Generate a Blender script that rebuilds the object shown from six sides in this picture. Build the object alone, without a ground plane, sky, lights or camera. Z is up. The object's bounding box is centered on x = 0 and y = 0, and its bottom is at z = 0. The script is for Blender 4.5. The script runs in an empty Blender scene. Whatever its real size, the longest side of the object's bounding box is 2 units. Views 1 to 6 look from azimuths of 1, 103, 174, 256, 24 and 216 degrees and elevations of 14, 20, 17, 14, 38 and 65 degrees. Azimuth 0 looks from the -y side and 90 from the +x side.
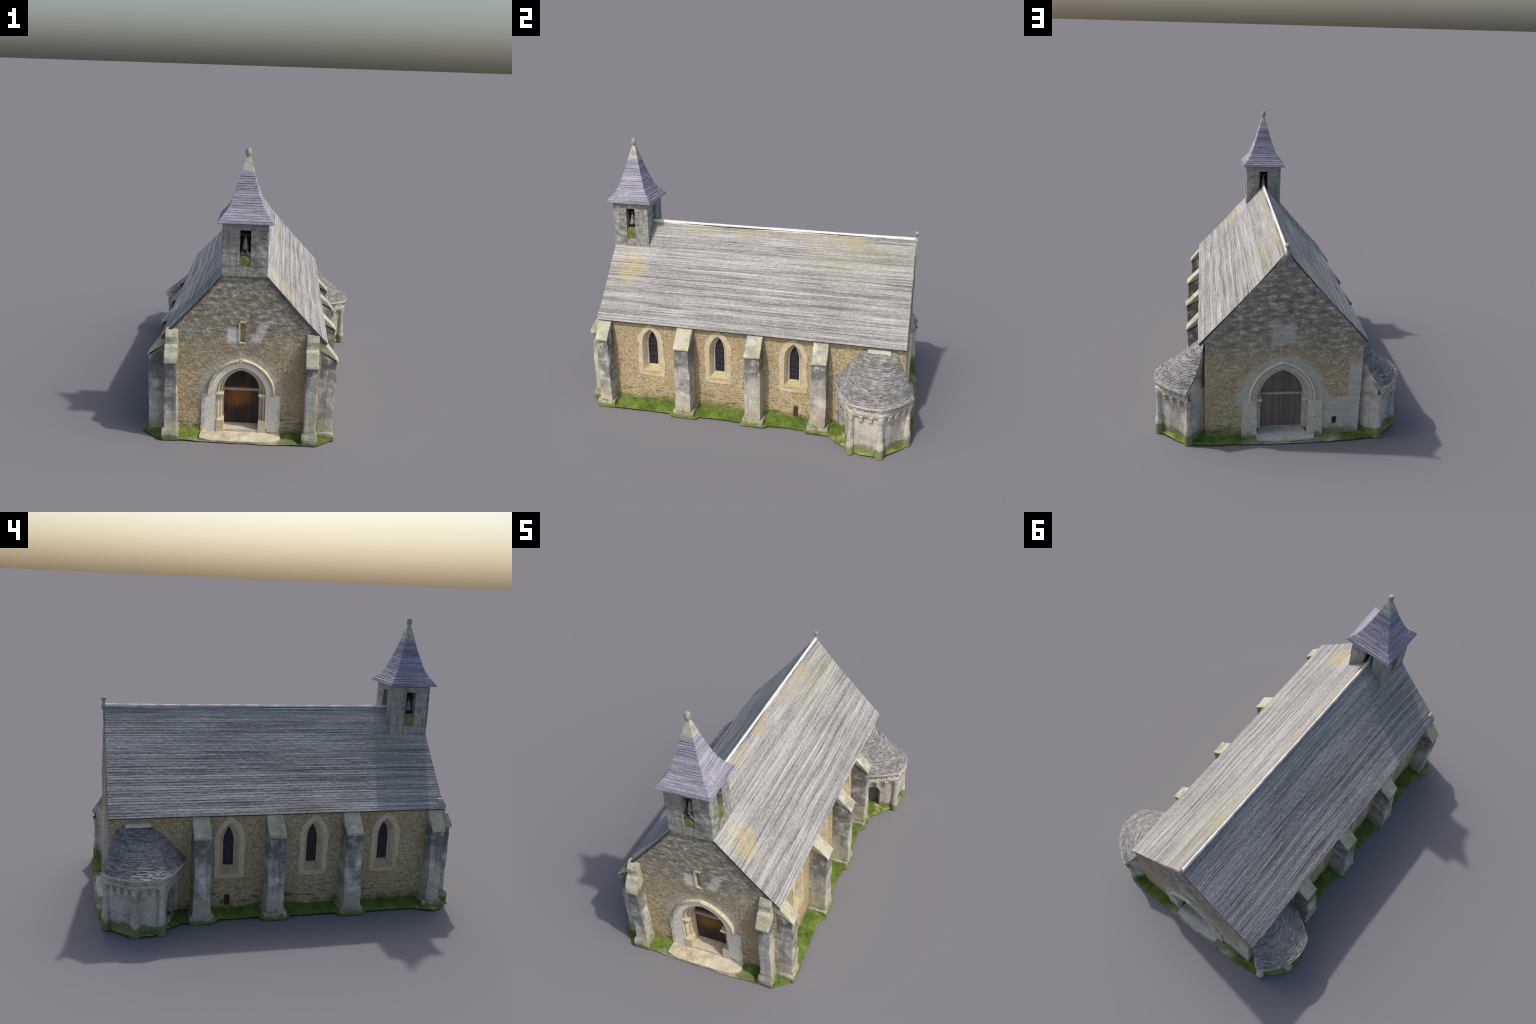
"""Small medieval stone chapel: rubble nave, slate roof, bell turret with spire,
buttresses, lancet windows, two portals and a pair of low polygonal side apses."""
import bpy, bmesh, math, random
from mathutils import Vector, Matrix, noise

random.seed(7)
COL = bpy.context.scene.collection

# ----------------------------------------------------------------- sizes
CX = -0.015                       # symmetry plane of the nave
WR, WL = 0.401, -0.451            # long wall faces at y = 0
YF, YB = -0.905, 0.937            # front / rear gable faces
EAVE_Z, RIDGE_Z = 0.566, 1.073
EAVE_R, EAVE_L = 0.4335, -0.473
ROOF_F, ROOF_B = -0.914, 0.935


def ridge_x(y):
    """the ridge drifts sideways towards the turret"""
    return -0.017 - 0.013 * (0.93 - y) / 1.6


def wall_x(right, y):
    """the long walls run slightly askew"""
    return (WR if right else WL) + 0.005 * y


def eave_x(right, y):
    return EAVE_R + 0.006 * y if right else EAVE_L


TX, TY = -0.030, -0.803           # bell turret axis
THX, THY = 0.121, 0.112           # turret half sizes
TTOP = 1.202

# ----------------------------------------------------------------- material helpers
class Mat:
    def __init__(s, name, rough=0.9):
        s.m = bpy.data.materials.new(name)
        s.m.use_nodes = True
        s.nt = s.m.node_tree
        s.b = s.nt.nodes["Principled BSDF"]
        s.b.inputs["Roughness"].default_value = rough
        s.b.inputs["Specular IOR Level"].default_value = 0.25
        s.tc = s.nt.nodes.new("ShaderNodeTexCoord").outputs["Object"]
        sep = s.nt.nodes.new("ShaderNodeSeparateXYZ")
        s.nt.links.new(s.tc, sep.inputs[0])
        s.x, s.y, s.z = sep.outputs

    def put(s, sock, v):
        if isinstance(v, bpy.types.NodeSocket):
            s.nt.links.new(v, sock)
        elif isinstance(v, (tuple, list)) and len(v) == 3 and sock.type == "RGBA":
            sock.default_value = (*v, 1)
        else:
            sock.default_value = v

    def math(s, op, a, b=0.0, c=None, clamp=False):
        n = s.nt.nodes.new("ShaderNodeMath")
        n.operation = op
        n.use_clamp = clamp
        s.put(n.inputs[0], a)
        s.put(n.inputs[1], b)
        if c is not None:
            s.put(n.inputs[2], c)
        return n.outputs[0]

    def map(s, scale=(1, 1, 1), loc=(0, 0, 0), src=None, rot=(0, 0, 0)):
        n = s.nt.nodes.new("ShaderNodeMapping")
        n.inputs["Scale"].default_value = scale
        n.inputs["Location"].default_value = loc
        n.inputs["Rotation"].default_value = rot
        s.nt.links.new(src or s.tc, n.inputs[0])
        return n.outputs[0]

    def noise(s, scale, detail=3, rough=0.55, vec=None, col=False, dist=0.0):
        n = s.nt.nodes.new("ShaderNodeTexNoise")
        n.inputs["Scale"].default_value = scale
        n.inputs["Detail"].default_value = detail
        n.inputs["Roughness"].default_value = rough
        n.inputs["Distortion"].default_value = dist
        s.nt.links.new(vec or s.tc, n.inputs["Vector"])
        return n.outputs["Color" if col else "Fac"]

    def voro(s, scale, vec=None, out="Distance", feature="F1"):
        n = s.nt.nodes.new("ShaderNodeTexVoronoi")
        n.feature = feature
        n.inputs["Scale"].default_value = scale
        s.nt.links.new(vec or s.tc, n.inputs["Vector"])
        return n.outputs[out]

    def white(s, v, dim="1D"):
        n = s.nt.nodes.new("ShaderNodeTexWhiteNoise")
        n.noise_dimensions = dim
        s.put(n.inputs["W" if dim == "1D" else "Vector"], v)
        return n.outputs["Value"]

    def step(s, v, lo, hi):
        """smooth 0..1 between lo and hi (either order)"""
        n = s.nt.nodes.new("ShaderNodeMapRange")
        n.interpolation_type = "SMOOTHSTEP"
        inv = lo > hi
        s.put(n.inputs["Value"], v)
        n.inputs["From Min"].default_value = min(lo, hi)
        n.inputs["From Max"].default_value = max(lo, hi)
        n.inputs["To Min"].default_value = 1.0 if inv else 0.0
        n.inputs["To Max"].default_value = 0.0 if inv else 1.0
        return n.outputs[0]

    def ramp(s, v, *stops):
        n = s.nt.nodes.new("ShaderNodeValToRGB")
        e = n.color_ramp.elements
        while len(e) < len(stops):
            e.new(0.5)
        for el, (p, c) in zip(e, stops):
            el.position = p
            el.color = (*c, 1)
        s.put(n.inputs[0], v)
        return n.outputs[0]

    def mix(s, f, a, b, mode="MIX"):
        n = s.nt.nodes.new("ShaderNodeMix")
        n.data_type = "RGBA"
        n.blend_type = mode
        s.put(n.inputs[0], f)
        s.put(n.inputs[6], a)
        s.put(n.inputs[7], b)
        return n.outputs[2]

    def mul(s, *v):
        r = v[0]
        for w in v[1:]:
            r = s.math("MULTIPLY", r, w)
        return r

    def add(s, a, b):
        return s.math("ADD", a, b)

    def band(s, v, lo, hi, soft):
        return s.mul(s.step(v, lo - soft, lo + soft), s.step(v, hi + soft, hi - soft))

    def blob(s, c, r, warp=None, soft=0.5):
        """soft ball mask round c with radii r"""
        n = s.nt.nodes.new("ShaderNodeVectorMath")
        n.operation = "SUBTRACT"
        s.nt.links.new(warp or s.tc, n.inputs[0])
        n.inputs[1].default_value = c
        d = s.nt.nodes.new("ShaderNodeVectorMath")
        d.operation = "DIVIDE"
        s.nt.links.new(n.outputs[0], d.inputs[0])
        d.inputs[1].default_value = r
        l = s.nt.nodes.new("ShaderNodeVectorMath")
        l.operation = "LENGTH"
        s.nt.links.new(d.outputs[0], l.inputs[0])
        return s.step(l.outputs["Value"], 1 + soft, 1 - soft)

    def warp(s, scale, amount):
        """object coordinates pushed about by noise"""
        c = s.noise(scale, 3, col=True)
        a = s.nt.nodes.new("ShaderNodeVectorMath")
        a.operation = "SUBTRACT"
        s.nt.links.new(c, a.inputs[0])
        a.inputs[1].default_value = (0.5, 0.5, 0.5)
        b = s.nt.nodes.new("ShaderNodeVectorMath")
        b.operation = "MULTIPLY_ADD"
        s.nt.links.new(a.outputs[0], b.inputs[0])
        b.inputs[1].default_value = (amount,) * 3
        s.nt.links.new(s.tc, b.inputs[2])
        return b.outputs[0]

    def sep(s, v):
        n = s.nt.nodes.new("ShaderNodeSeparateXYZ")
        s.nt.links.new(v, n.inputs[0])
        return n.outputs

    def normal(s):
        g = s.nt.nodes.new("ShaderNodeNewGeometry")
        return s.sep(g.outputs["Normal"])

    def done(s, color, height=None, dist=0.002, strength=0.6):
        s.put(s.b.inputs["Base Color"], color)
        if height is not None:
            n = s.nt.nodes.new("ShaderNodeBump")
            n.inputs["Distance"].default_value = dist
            n.inputs["Strength"].default_value = strength
            s.put(n.inputs["Height"], height)
            s.nt.links.new(n.outputs[0], s.b.inputs["Normal"])
        return s.m


TAN_D, TAN, TAN_L = (0.25, 0.195, 0.10), (0.46, 0.375, 0.22), (0.66, 0.565, 0.375)
CREAM = (0.66, 0.57, 0.40)


def rubble_material():
    m = Mat("rubble_masonry", 0.95)
    w = m.warp(26, 0.007)
    flat = m.map((1, 1, 1.7), src=w)
    v1 = m.voro(84, flat)
    cell = m.voro(84, flat, "Color")
    cs = m.sep(cell)
    n1 = m.noise(6, 4, 0.6)
    n2 = m.noise(70, 4, 0.65)
    stone = m.ramp(m.add(m.mul(cs[0], 0.3), m.mul(n2, 0.7)), (0.25, TAN_D), (0.5, TAN), (0.78, TAN_L))
    grain = m.noise(150, 4, 0.75)
    stone = m.mix(1.0, stone, m.ramp(grain, (0.3, (0.65, 0.65, 0.65)), (0.7, (1.3, 1.3, 1.3))), "MULTIPLY")
    stone = m.mix(m.step(n1, 0.42, 0.7), stone, m.mix(0.5, stone, (0.40, 0.27, 0.14)))
    stone = m.mix(m.mul(m.step(v1, 0.55, 0.95), 0.25), stone, (0.14, 0.085, 0.045))
    # coursed rubble with open joints along the wall feet
    jn = m.noise(1, 4, 0.6, m.map((11, 11, 62), src=w))
    low = m.step(m.add(m.z, m.mul(m.noise(5, 2), 0.12)), 0.24, 0.14)
    stone = m.mix(m.mul(low, m.step(jn, 0.45, 0.37), 0.8), stone, (0.07, 0.05, 0.025))
    # grey lichen crust on the gables, thick higher up, in short level smears
    gab = m.math("MAXIMUM", m.step(m.math("ABSOLUTE", m.normal()[1]), 0.4, 0.7), m.step(m.y, 0.90, 0.93))
    zz = m.add(m.z, m.mul(m.math("SUBTRACT", m.noise(4, 3), 0.5), 0.28))
    crust = m.mul(gab, m.step(zz, 0.36, 0.66))
    sm = m.noise(1, 4, 0.62, m.map((21, 21, 50), src=w))
    sm2 = m.noise(70, 4, 0.7)
    lich = m.ramp(m.add(m.mul(sm, 0.68), m.mul(sm2, 0.32)), (0.36, (0.105, 0.094, 0.07)), (0.47, (0.225, 0.204, 0.156)), (0.54, (0.33, 0.31, 0.255)), (0.64, (0.62, 0.605, 0.56)))
    col = m.mix(m.mul(crust, m.step(sm2, 0.25, 0.5), 0.93), stone, lich)
    # limewash and mortar patches
    wx, wy, wz = m.sep(m.warp(16, 0.05))
    fx, fy, fz = m.sep(m.warp(30, 0.016))
    front = m.step(m.y, -0.80, -0.86)
    rear = m.step(m.y, 0.80, 0.86)
    pale = (0.60, 0.60, 0.55)
    p1 = m.mul(front, m.band(fx, -0.112, -0.04, 0.010), m.band(fz, 0.546, 0.628, 0.010), 0.9)
    p2 = m.mul(front, m.band(m.add(fx, m.mul(fz, -0.5)), -0.27, -0.215, 0.01), m.band(fz, 0.552, 0.66, 0.012), 0.6)
    p2b = m.mul(front, m.band(fx, 0.022, 0.062, 0.01), m.band(fz, 0.552, 0.595, 0.012), 0.8)
    col = m.mix(m.math("MAXIMUM", m.math("MAXIMUM", p1, p2), p2b), col, m.mix(m.noise(40, 2), (0.56, 0.56, 0.51), (0.74, 0.74, 0.69)))
    hf = m.mul(front, m.blob((-0.03, -0.9, 0.25), (0.235, 1, 0.225), m.warp(16, 0.06), 0.12), 0.65)
    hr = m.mul(rear, m.blob((-0.012, 0.92, 0.23), (0.235, 1, 0.255), m.warp(14, 0.07), 0.10), 0.85)
    rp = m.mul(rear, m.band(wx, -0.072, 0.055, 0.015), m.band(wz, 0.56, 0.675, 0.015), 0.7)
    corner = m.mul(rear, m.math("MAXIMUM", m.mul(m.step(wx, -0.19, -0.22), m.step(m.add(wz, m.mul(m.math("ABSOLUTE", m.add(wx, 0.30)), -0.25)), 0.245, 0.215)),
                                 m.mul(m.step(wx, -0.365, -0.385), m.step(wz, 0.47, 0.42))), 0.9)
    pl = m.math("MAXIMUM", m.math("MAXIMUM", hf, hr), m.math("MAXIMUM", rp, corner))
    course = m.noise(1, 3, 0.6, m.map((8, 8, 60), src=w))
    col = m.mix(pl, col, m.ramp(m.add(m.mul(n2, 0.5), m.mul(course, 0.5)), (0.3, (0.40, 0.375, 0.30)), (0.7, pale)))
    # green growth at the foot
    moss = m.mul(m.step(m.add(m.z, m.mul(m.math("SUBTRACT", m.noise(9, 4), 0.5), 0.16)), 0.085, 0.03), 0.8)
    col = m.mix(moss, col, m.ramp(n2, (0.3, (0.07, 0.09, 0.02)), (0.7, (0.20, 0.24, 0.06))))
    h = m.add(m.mul(v1, -0.6), m.add(m.mul(n2, 1.0), m.mul(low, jn)))
    return m.done(col, h, 0.004, 0.55)


def limestone_material(name, dark, mid, light, warm=(0.55, 0.47, 0.33), blot=9.0, stain=0.5, streak=True, moss=0.05, lichen=None, soot=False, bleed=None, edge=None):
    m = Mat(name, 0.9)
    n1 = m.noise(blot, 4, 0.6, m.map((1, 1, 1.5)))
    n2 = m.noise(80, 3, 0.6)
    n3 = m.noise(4, 2)
    col = m.ramp(m.add(m.mul(n1, 0.85), m.mul(n2, 0.15)), (0.30, dark), (0.48, mid), (0.66, light))
    col = m.mix(m.mul(m.step(n3, 0.4, 0.62), 0.7), col, m.mix(n2, warm, light))
    if streak:
        s = m.noise(1, 3, 0.6, m.map((45, 45, 3.2)))
        col = m.mix(m.mul(m.step(s, 0.5, 0.68), stain), col, dark)
    if lichen:
        col = m.mix(m.mul(m.step(m.noise(22, 4, 0.6), 0.46, 0.6), lichen), col, m.mix(n2, (0.34, 0.32, 0.10), (0.52, 0.50, 0.24)))
    if soot:                      # warmer, less weathered stone near the ground
        col = m.mix(m.mul(m.step(m.add(m.z, m.mul(m.math("SUBTRACT", m.noise(6, 3), 0.5), 0.2)), 0.22, 0.08), 0.65), col, m.mix(n1, (0.36, 0.31, 0.20), (0.64, 0.57, 0.43)))
    if soot:                      # black crust running down from under the caps
        f = m.mul(m.step(m.add(m.z, m.mul(m.math("SUBTRACT", m.noise(7, 3), 0.5), 0.26)), 0.29, 0.42), m.step(m.noise(24, 3), 0.3, 0.55), 0.88)
        col = m.mix(f, col, m.mix(n2, (0.07, 0.072, 0.07), (0.20, 0.20, 0.185)))
    if bleed:                     # neighbouring stone showing through in flecks
        f = m.mul(m.step(m.noise(34, 4, 0.65), 0.47, 0.60), 0.75)
        col = m.mix(f, col, m.mix(n2, TAN, bleed))
    if moss:
        f = m.mul(m.step(m.add(m.z, m.mul(m.math("SUBTRACT", m.noise(26, 5, 0.65), 0.5), 0.13)), moss * 1.05, moss * 0.75), 0.85)
        col = m.mix(f, col, m.mix(n2, (0.08, 0.11, 0.02), (0.25, 0.29, 0.08)))
    g = m.noise(130, 4, 0.75)
    col = m.mix(1.0, col, m.ramp(g, (0.3, (0.72, 0.72, 0.72)), (0.7, (1.25, 1.25, 1.25))), "MULTIPLY")
    if edge:                      # plaster edge crumbling into the rubble
        f = m.step(m.add(m.math("ABSOLUTE", m.add(m.x, 0.030)), m.mul(m.math("SUBTRACT", m.noise(24, 4), 0.5), 0.09)), edge, edge + 0.02)
        col = m.mix(m.mul(f, 0.8), col, m.mix(n2, (0.40, 0.33, 0.21), (0.62, 0.55, 0.40)))
    return m.done(col, m.add(n2, m.mul(n1, 1.5)), 0.003, 0.5)


def slate_material(name, dark, mid, light, course, along=(3.0, 3.0), patch=None, tint=0.25, weights=(0.24, 0.18, 0.10, 0.12, 0.36)):
    """level courses of slate: each course, and each run of slates in it, has its own grey"""
    m = Mat(name, 0.75)
    w = m.map((0.2, along[0], 1.0 / course))
    row = m.math("FLOOR", m.math("MULTIPLY", m.z, 1.0 / course))
    rnd = m.white(row)
    n1 = m.noise(1, 2, 0.5, m.map((along[0] * 0.8, along[0] * 0.8, 1.7 / course)))
    n2 = m.noise(1, 2, 0.6, m.map((along[1] * 12, along[1] * 12, 1.3 / course)))
    n3 = m.noise(3.2 if along[0] < 9 else 18, 3, 0.6)
    n4 = m.noise(1, 1, 0.5, m.map((along[0] * 1.5, along[0] * 1.5, 3.1 / course)))
    a, b, c, d, e = weights
    v = m.add(m.mul(n1, a), m.add(m.mul(n2, b), m.add(m.mul(rnd, c), m.add(m.mul(n3, d), m.mul(n4, e)))))
    col = m.ramp(v, (0.385, dark), (0.49, mid), (0.615, light))
    fine = m.noise(170, 3, 0.7)
    col = m.mix(1.0, col, m.ramp(fine, (0.3, (0.70, 0.70, 0.70)), (0.7, (1.3, 1.3, 1.3))), "MULTIPLY")
    col = m.mix(m.mul(m.step(m.noise(4.5, 3), 0.5, 0.7), tint), col, m.mix(1.0, col, (0.92, 0.86, 0.82), "MULTIPLY"))
    if patch:
        col = patch(m, col)
    return m.done(col, m.add(fine, n2), 0.0015, 0.35)


def roof_patches(m, col):
    w = m.warp(7, 0.20)
    br = m.noise(45, 3)
    ochre = m.mul(m.blob((0.19, -0.78, 0.83), (0.10, 0.075, 0.11), w, 0.8), m.step(br, 0.3, 0.55), 0.6)
    col = m.mix(ochre, col, (0.48, 0.38, 0.14))
    top = m.mul(m.step(m.add(m.z, m.mul(m.math("SUBTRACT", m.noise(5, 3), 0.5), 0.2)), 0.98, 1.06), m.step(m.x, -0.03, 0.0), m.step(m.noise(3, 2), 0.4, 0.6), 0.7)
    col = m.mix(top, col, (0.40, 0.33, 0.19))
    gr = m.mul(m.blob((0.08, 0.62, 0.95), (0.12, 0.30, 0.10), w, 0.7), m.step(br, 0.35, 0.6), 0.5)
    col = m.mix(gr, col, (0.30, 0.30, 0.16))
    lf = m.mul(m.blob((-0.20, -0.66, 0.86), (0.12, 0.12, 0.10), w, 0.7), m.step(br, 0.35, 0.6), 0.5)
    return m.mix(lf, col, (0.22, 0.23, 0.13))


def apse_patches(m, col):
    g = m.mul(m.step(m.noise(16, 4, 0.6), 0.52, 0.66), 0.55)
    return m.mix(g, col, (0.12, 0.12, 0.095))


def plain(name, a, b, scale=20.0, rough=0.8, bump=0.002, stretch=(1, 1, 1), metallic=0.0):
    m = Mat(name, rough)
    m.b.inputs["Metallic"].default_value = metallic
    n = m.noise(scale, 4, 0.6, m.map(stretch))
    return m.done(m.ramp(n, (0.32, a), (0.68, b)), n, bump, 0.5)


def timber_material(name, dark, light, glow=None):
    m = Mat(name, 0.7)
    g = m.noise(1, 4, 0.6, m.map((160, 160, 5)))
    pl = m.white(m.math("FLOOR", m.math("MULTIPLY", m.x, 46.0)))
    col = m.ramp(m.add(m.mul(g, 0.75), m.mul(pl, 0.25)), (0.3, dark), (0.7, light))
    if glow:  # patch of sunlight on the door, painted orange into the planks
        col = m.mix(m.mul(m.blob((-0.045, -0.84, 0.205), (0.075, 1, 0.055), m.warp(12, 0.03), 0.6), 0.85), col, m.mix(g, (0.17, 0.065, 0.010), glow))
    return m.done(col, g, 0.0015, 0.5)


def grass_material():
    m = Mat("turf", 1.0)
    n1 = m.noise(16, 5, 0.65)
    n2 = m.noise(95, 4, 0.7)
    col = m.ramp(m.add(m.mul(n1, 0.6), m.mul(n2, 0.4)), (0.34, (0.038, 0.058, 0.012)), (0.49, (0.095, 0.145, 0.022)), (0.66, (0.20, 0.255, 0.055)))
    w = m.warp(13, 0.08)
    earth = m.math("MAXIMUM", m.blob((-0.03, -0.985, 0), (0.26, 0.06, 1), w, 0.35), m.blob((-0.07, 0.99, 0), (0.24, 0.075, 1), w, 0.35))
    col = m.mix(m.mul(earth, 0.9), col, m.ramp(n1, (0.35, (0.17, 0.17, 0.09)), (0.65, (0.47, 0.42, 0.30))))
    apron = m.mul(m.step(m.math("ABSOLUTE", m.add(m.x, 0.015)), 0.50, 0.56), m.step(n1, 0.35, 0.6))
    col = m.mix(m.mul(apron, 0.6), col, (0.33, 0.34, 0.10))
    return m.done(col, m.add(n1, n2), 0.004, 0.7)


M_RUBBLE = rubble_material()
M_BUTT = limestone_material("weathered_buttress_stone", (0.095, 0.098, 0.09), (0.29, 0.287, 0.262), (0.74, 0.72, 0.66), warm=(0.43, 0.38, 0.27), blot=12, stain=0.4, moss=0.05, soot=True)
M_CAP = limestone_material("lichened_cap_stone", (0.19, 0.185, 0.155), (0.38, 0.365, 0.30), (0.64, 0.62, 0.53), warm=(0.48, 0.44, 0.30), blot=16, stain=0.2, moss=0, lichen=0.55)
M_PLINTH = limestone_material("mossy_plinth_stone", (0.12, 0.13, 0.09), (0.27, 0.27, 0.20), (0.46, 0.44, 0.35), warm=(0.30, 0.30, 0.17), blot=14, stain=0.2, moss=0.03)
M_CREAM = limestone_material("dressed_limestone", (0.40, 0.33, 0.21), (0.58, 0.49, 0.33), (0.72, 0.63, 0.46), warm=(0.62, 0.52, 0.34), blot=12, stain=0.15, moss=0)
M_SURROUND = limestone_material("flecked_limestone", (0.44, 0.36, 0.22), (0.58, 0.49, 0.33), (0.70, 0.61, 0.44), warm=(0.60, 0.50, 0.32), blot=16, stain=0.1, moss=0, bleed=TAN_L)
M_CORBEL = limestone_material("corbel_limestone", (0.36, 0.33, 0.28), (0.54, 0.50, 0.43), (0.68, 0.63, 0.55), blot=30, stain=0.2, moss=0)
M_PLASTER = limestone_material("pale_portal_plaster", (0.60, 0.59, 0.50), (0.76, 0.745, 0.645), (0.84, 0.83, 0.74), warm=(0.78, 0.69, 0.51), blot=7, stain=0.1, moss=0.03, edge=0.195)
M_REARSTONE = limestone_material("grey_dressed_limestone", (0.42, 0.39, 0.29), (0.56, 0.52, 0.41), (0.68, 0.64, 0.52), warm=(0.52, 0.47, 0.33), blot=12, stain=0.15, moss=0.035)
M_APSE = limestone_material("apse_limestone", (0.24, 0.22, 0.18), (0.46, 0.425, 0.365), (0.67, 0.63, 0.55), warm=(0.52, 0.46, 0.355), blot=15, stain=0.4, moss=0.06)
M_SILL = limestone_material("mossy_sill_stone", (0.075, 0.075, 0.035), (0.155, 0.16, 0.05), (0.28, 0.275, 0.11), warm=(0.17, 0.17, 0.10), blot=30, stain=0.1, moss=0)
M_TOWER = limestone_material("turret_ashlar", (0.10, 0.10, 0.088), (0.25, 0.245, 0.22), (0.47, 0.465, 0.42), warm=(0.30, 0.29, 0.23), blot=22, stain=0.5, moss=0)
M_SPIRECAP = limestone_material("spire_cap_stone", (0.27, 0.26, 0.21), (0.42, 0.41, 0.34), (0.56, 0.54, 0.46), warm=(0.44, 0.40, 0.29), blot=22, stain=0.15, moss=0)
M_FINIAL = plain("finial_stone", (0.24, 0.23, 0.17), (0.48, 0.46, 0.36), 45)
COURSE = 0.0118
M_SLATE = slate_material("roof_slate", (0.15, 0.147, 0.14), (0.305, 0.295, 0.278), (0.49, 0.477, 0.46), COURSE, (2.2, 3.0), roof_patches)
M_SPIRE = slate_material("spire_slate", (0.165, 0.158, 0.20), (0.275, 0.262, 0.32), (0.42, 0.40, 0.47), 0.0125, (5.0, 6.0))
M_APSESLATE = slate_material("apse_slate", (0.095, 0.092, 0.088), (0.225, 0.217, 0.208), (0.42, 0.405, 0.39), 0.0075, (14.0, 3.5), apse_patches, weights=(0.12, 0.34, 0.04, 0.20, 0.30))
M_RIDGE = plain("ridge_mortar", (0.60, 0.56, 0.52), (0.80, 0.76, 0.73), 22)
M_DECK = plain("dark_roof_board", (0.06, 0.055, 0.05), (0.11, 0.10, 0.09), 30)
M_DOOR = timber_material("oak_painted_sun_patch", (0.035, 0.020, 0.014), (0.085, 0.055, 0.042), glow=(0.34, 0.15, 0.035))
M_DOOR2 = timber_material("grey_oak", (0.15, 0.117, 0.10), (0.27, 0.218, 0.19))
M_RAIL = plain("pale_rail_timber", (0.34, 0.30, 0.26), (0.50, 0.45, 0.40), 30)
M_GLASS = plain("leaded_glass", (0.012, 0.014, 0.018), (0.035, 0.038, 0.045), 60, 0.35)
M_LEAD = plain("window_lead", (0.05, 0.05, 0.055), (0.09, 0.09, 0.10), 60, 0.6)
M_BRONZE = plain("bell_bronze", (0.13, 0.11, 0.095), (0.33, 0.29, 0.26), 40, 0.5, metallic=0.1)
M_BEAM = plain("bell_beam_timber", (0.015, 0.013, 0.012), (0.04, 0.035, 0.03), 40)
M_DARK = plain("void_board", (0.012, 0.010, 0.008), (0.03, 0.025, 0.02), 30)
M_GRASS = grass_material()
M_STEP = limestone_material("worn_step_stone", (0.24, 0.21, 0.12), (0.50, 0.43, 0.30), (0.74, 0.68, 0.54), warm=(0.54, 0.46, 0.31), blot=20, stain=0.0, streak=False, moss=0)
M_STEP2 = limestone_material("grey_step_stone", (0.30, 0.30, 0.26), (0.46, 0.45, 0.40), (0.62, 0.61, 0.56), warm=(0.46, 0.43, 0.34), blot=14, stain=0.0, streak=False, moss=0)
M_VENT = plain("vent_board", (0.045, 0.028, 0.022), (0.09, 0.055, 0.045), 60)

# ----------------------------------------------------------------- mesh helpers
ROOT = bpy.data.objects.new("stone_chapel", None)
COL.objects.link(ROOT)
ROOT["label"] = "small rubble stone chapel with slate roof and bell turret"
ROOT["category"] = "chapel"


def add(name, bm, mat, parent=None, smooth=0.0, stuff=False):
    """turn a bmesh into a named child; smooth = angle in degrees below which edges are soft"""
    bmesh.ops.recalc_face_normals(bm, faces=bm.faces)
    for v in bm.verts:
        v.co.z = max(0.0, v.co.z)
    me = bpy.data.meshes.new(name)
    if smooth:
        for f in bm.faces:
            f.smooth = True
        lim = math.radians(smooth)
        for e in bm.edges:
            if len(e.link_faces) == 2 and e.calc_face_angle(0) > lim:
                e.smooth = False
    bm.to_mesh(me)
    bm.free()
    me.materials.append(mat)
    ob = bpy.data.objects.new(name, me)
    COL.objects.link(ob)
    ob.parent = parent or ROOT
    if stuff:
        ob["kind"] = "stuff"
    return ob


def box(bm, lo, hi):
    x0, y0, z0 = lo
    x1, y1, z1 = hi
    v = [bm.verts.new(p) for p in ((x0, y0, z0), (x1, y0, z0), (x1, y1, z0), (x0, y1, z0), (x0, y0, z1), (x1, y0, z1), (x1, y1, z1), (x0, y1, z1))]
    return [bm.faces.new([v[i] for i in q]) for q in ((0, 3, 2, 1), (4, 5, 6, 7), (0, 1, 5, 4), (1, 2, 6, 5), (2, 3, 7, 6), (3, 0, 4, 7))]


def prism(bm, poly, along):
    """extrude a 3d polygon by a vector, capped"""
    a = [bm.verts.new(p) for p in poly]
    b = [bm.verts.new(Vector(p) + Vector(along)) for p in poly]
    n = len(a)
    bm.faces.new(a[::-1])
    bm.faces.new(b)
    for i in range(n):
        bm.faces.new((a[i], a[(i + 1) % n], b[(i + 1) % n], b[i]))


def loft(bm, rows, closed=False, cap=False):
    """quads between equally long rows of points"""
    vs = [[bm.verts.new(p) for p in r] for r in rows]
    n = len(rows[0])
    for a, b in zip(vs, vs[1:]):
        for i in range(n if closed else n - 1):
            j = (i + 1) % n
            bm.faces.new((a[i], a[j], b[j], b[i]))
    if cap:
        bm.faces.new(vs[0][::-1])
        bm.faces.new(vs[-1])
    return vs


def lathe(bm, c, prof, n=20):
    loft(bm, [[(c[0] + r * math.cos(t * math.tau / n), c[1] + r * math.sin(t * math.tau / n), c[2] + z) for t in range(n)] for r, z in prof], True, True)


def dice(bm, step):
    """cut the whole mesh by planes every `step` metres so it can be roughened"""
    for ax in range(3):
        lo = min(v.co[ax] for v in bm.verts)
        hi = max(v.co[ax] for v in bm.verts)
        n = int((hi - lo) / step)
        no = [0, 0, 0]
        no[ax] = 1
        for i in range(1, n + 1):
            co = [0, 0, 0]
            co[ax] = lo + (hi - lo) * i / (n + 1)
            bmesh.ops.bisect_plane(bm, geom=bm.verts[:] + bm.edges[:] + bm.faces[:], plane_co=co, plane_no=no, dist=1e-5)


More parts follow.
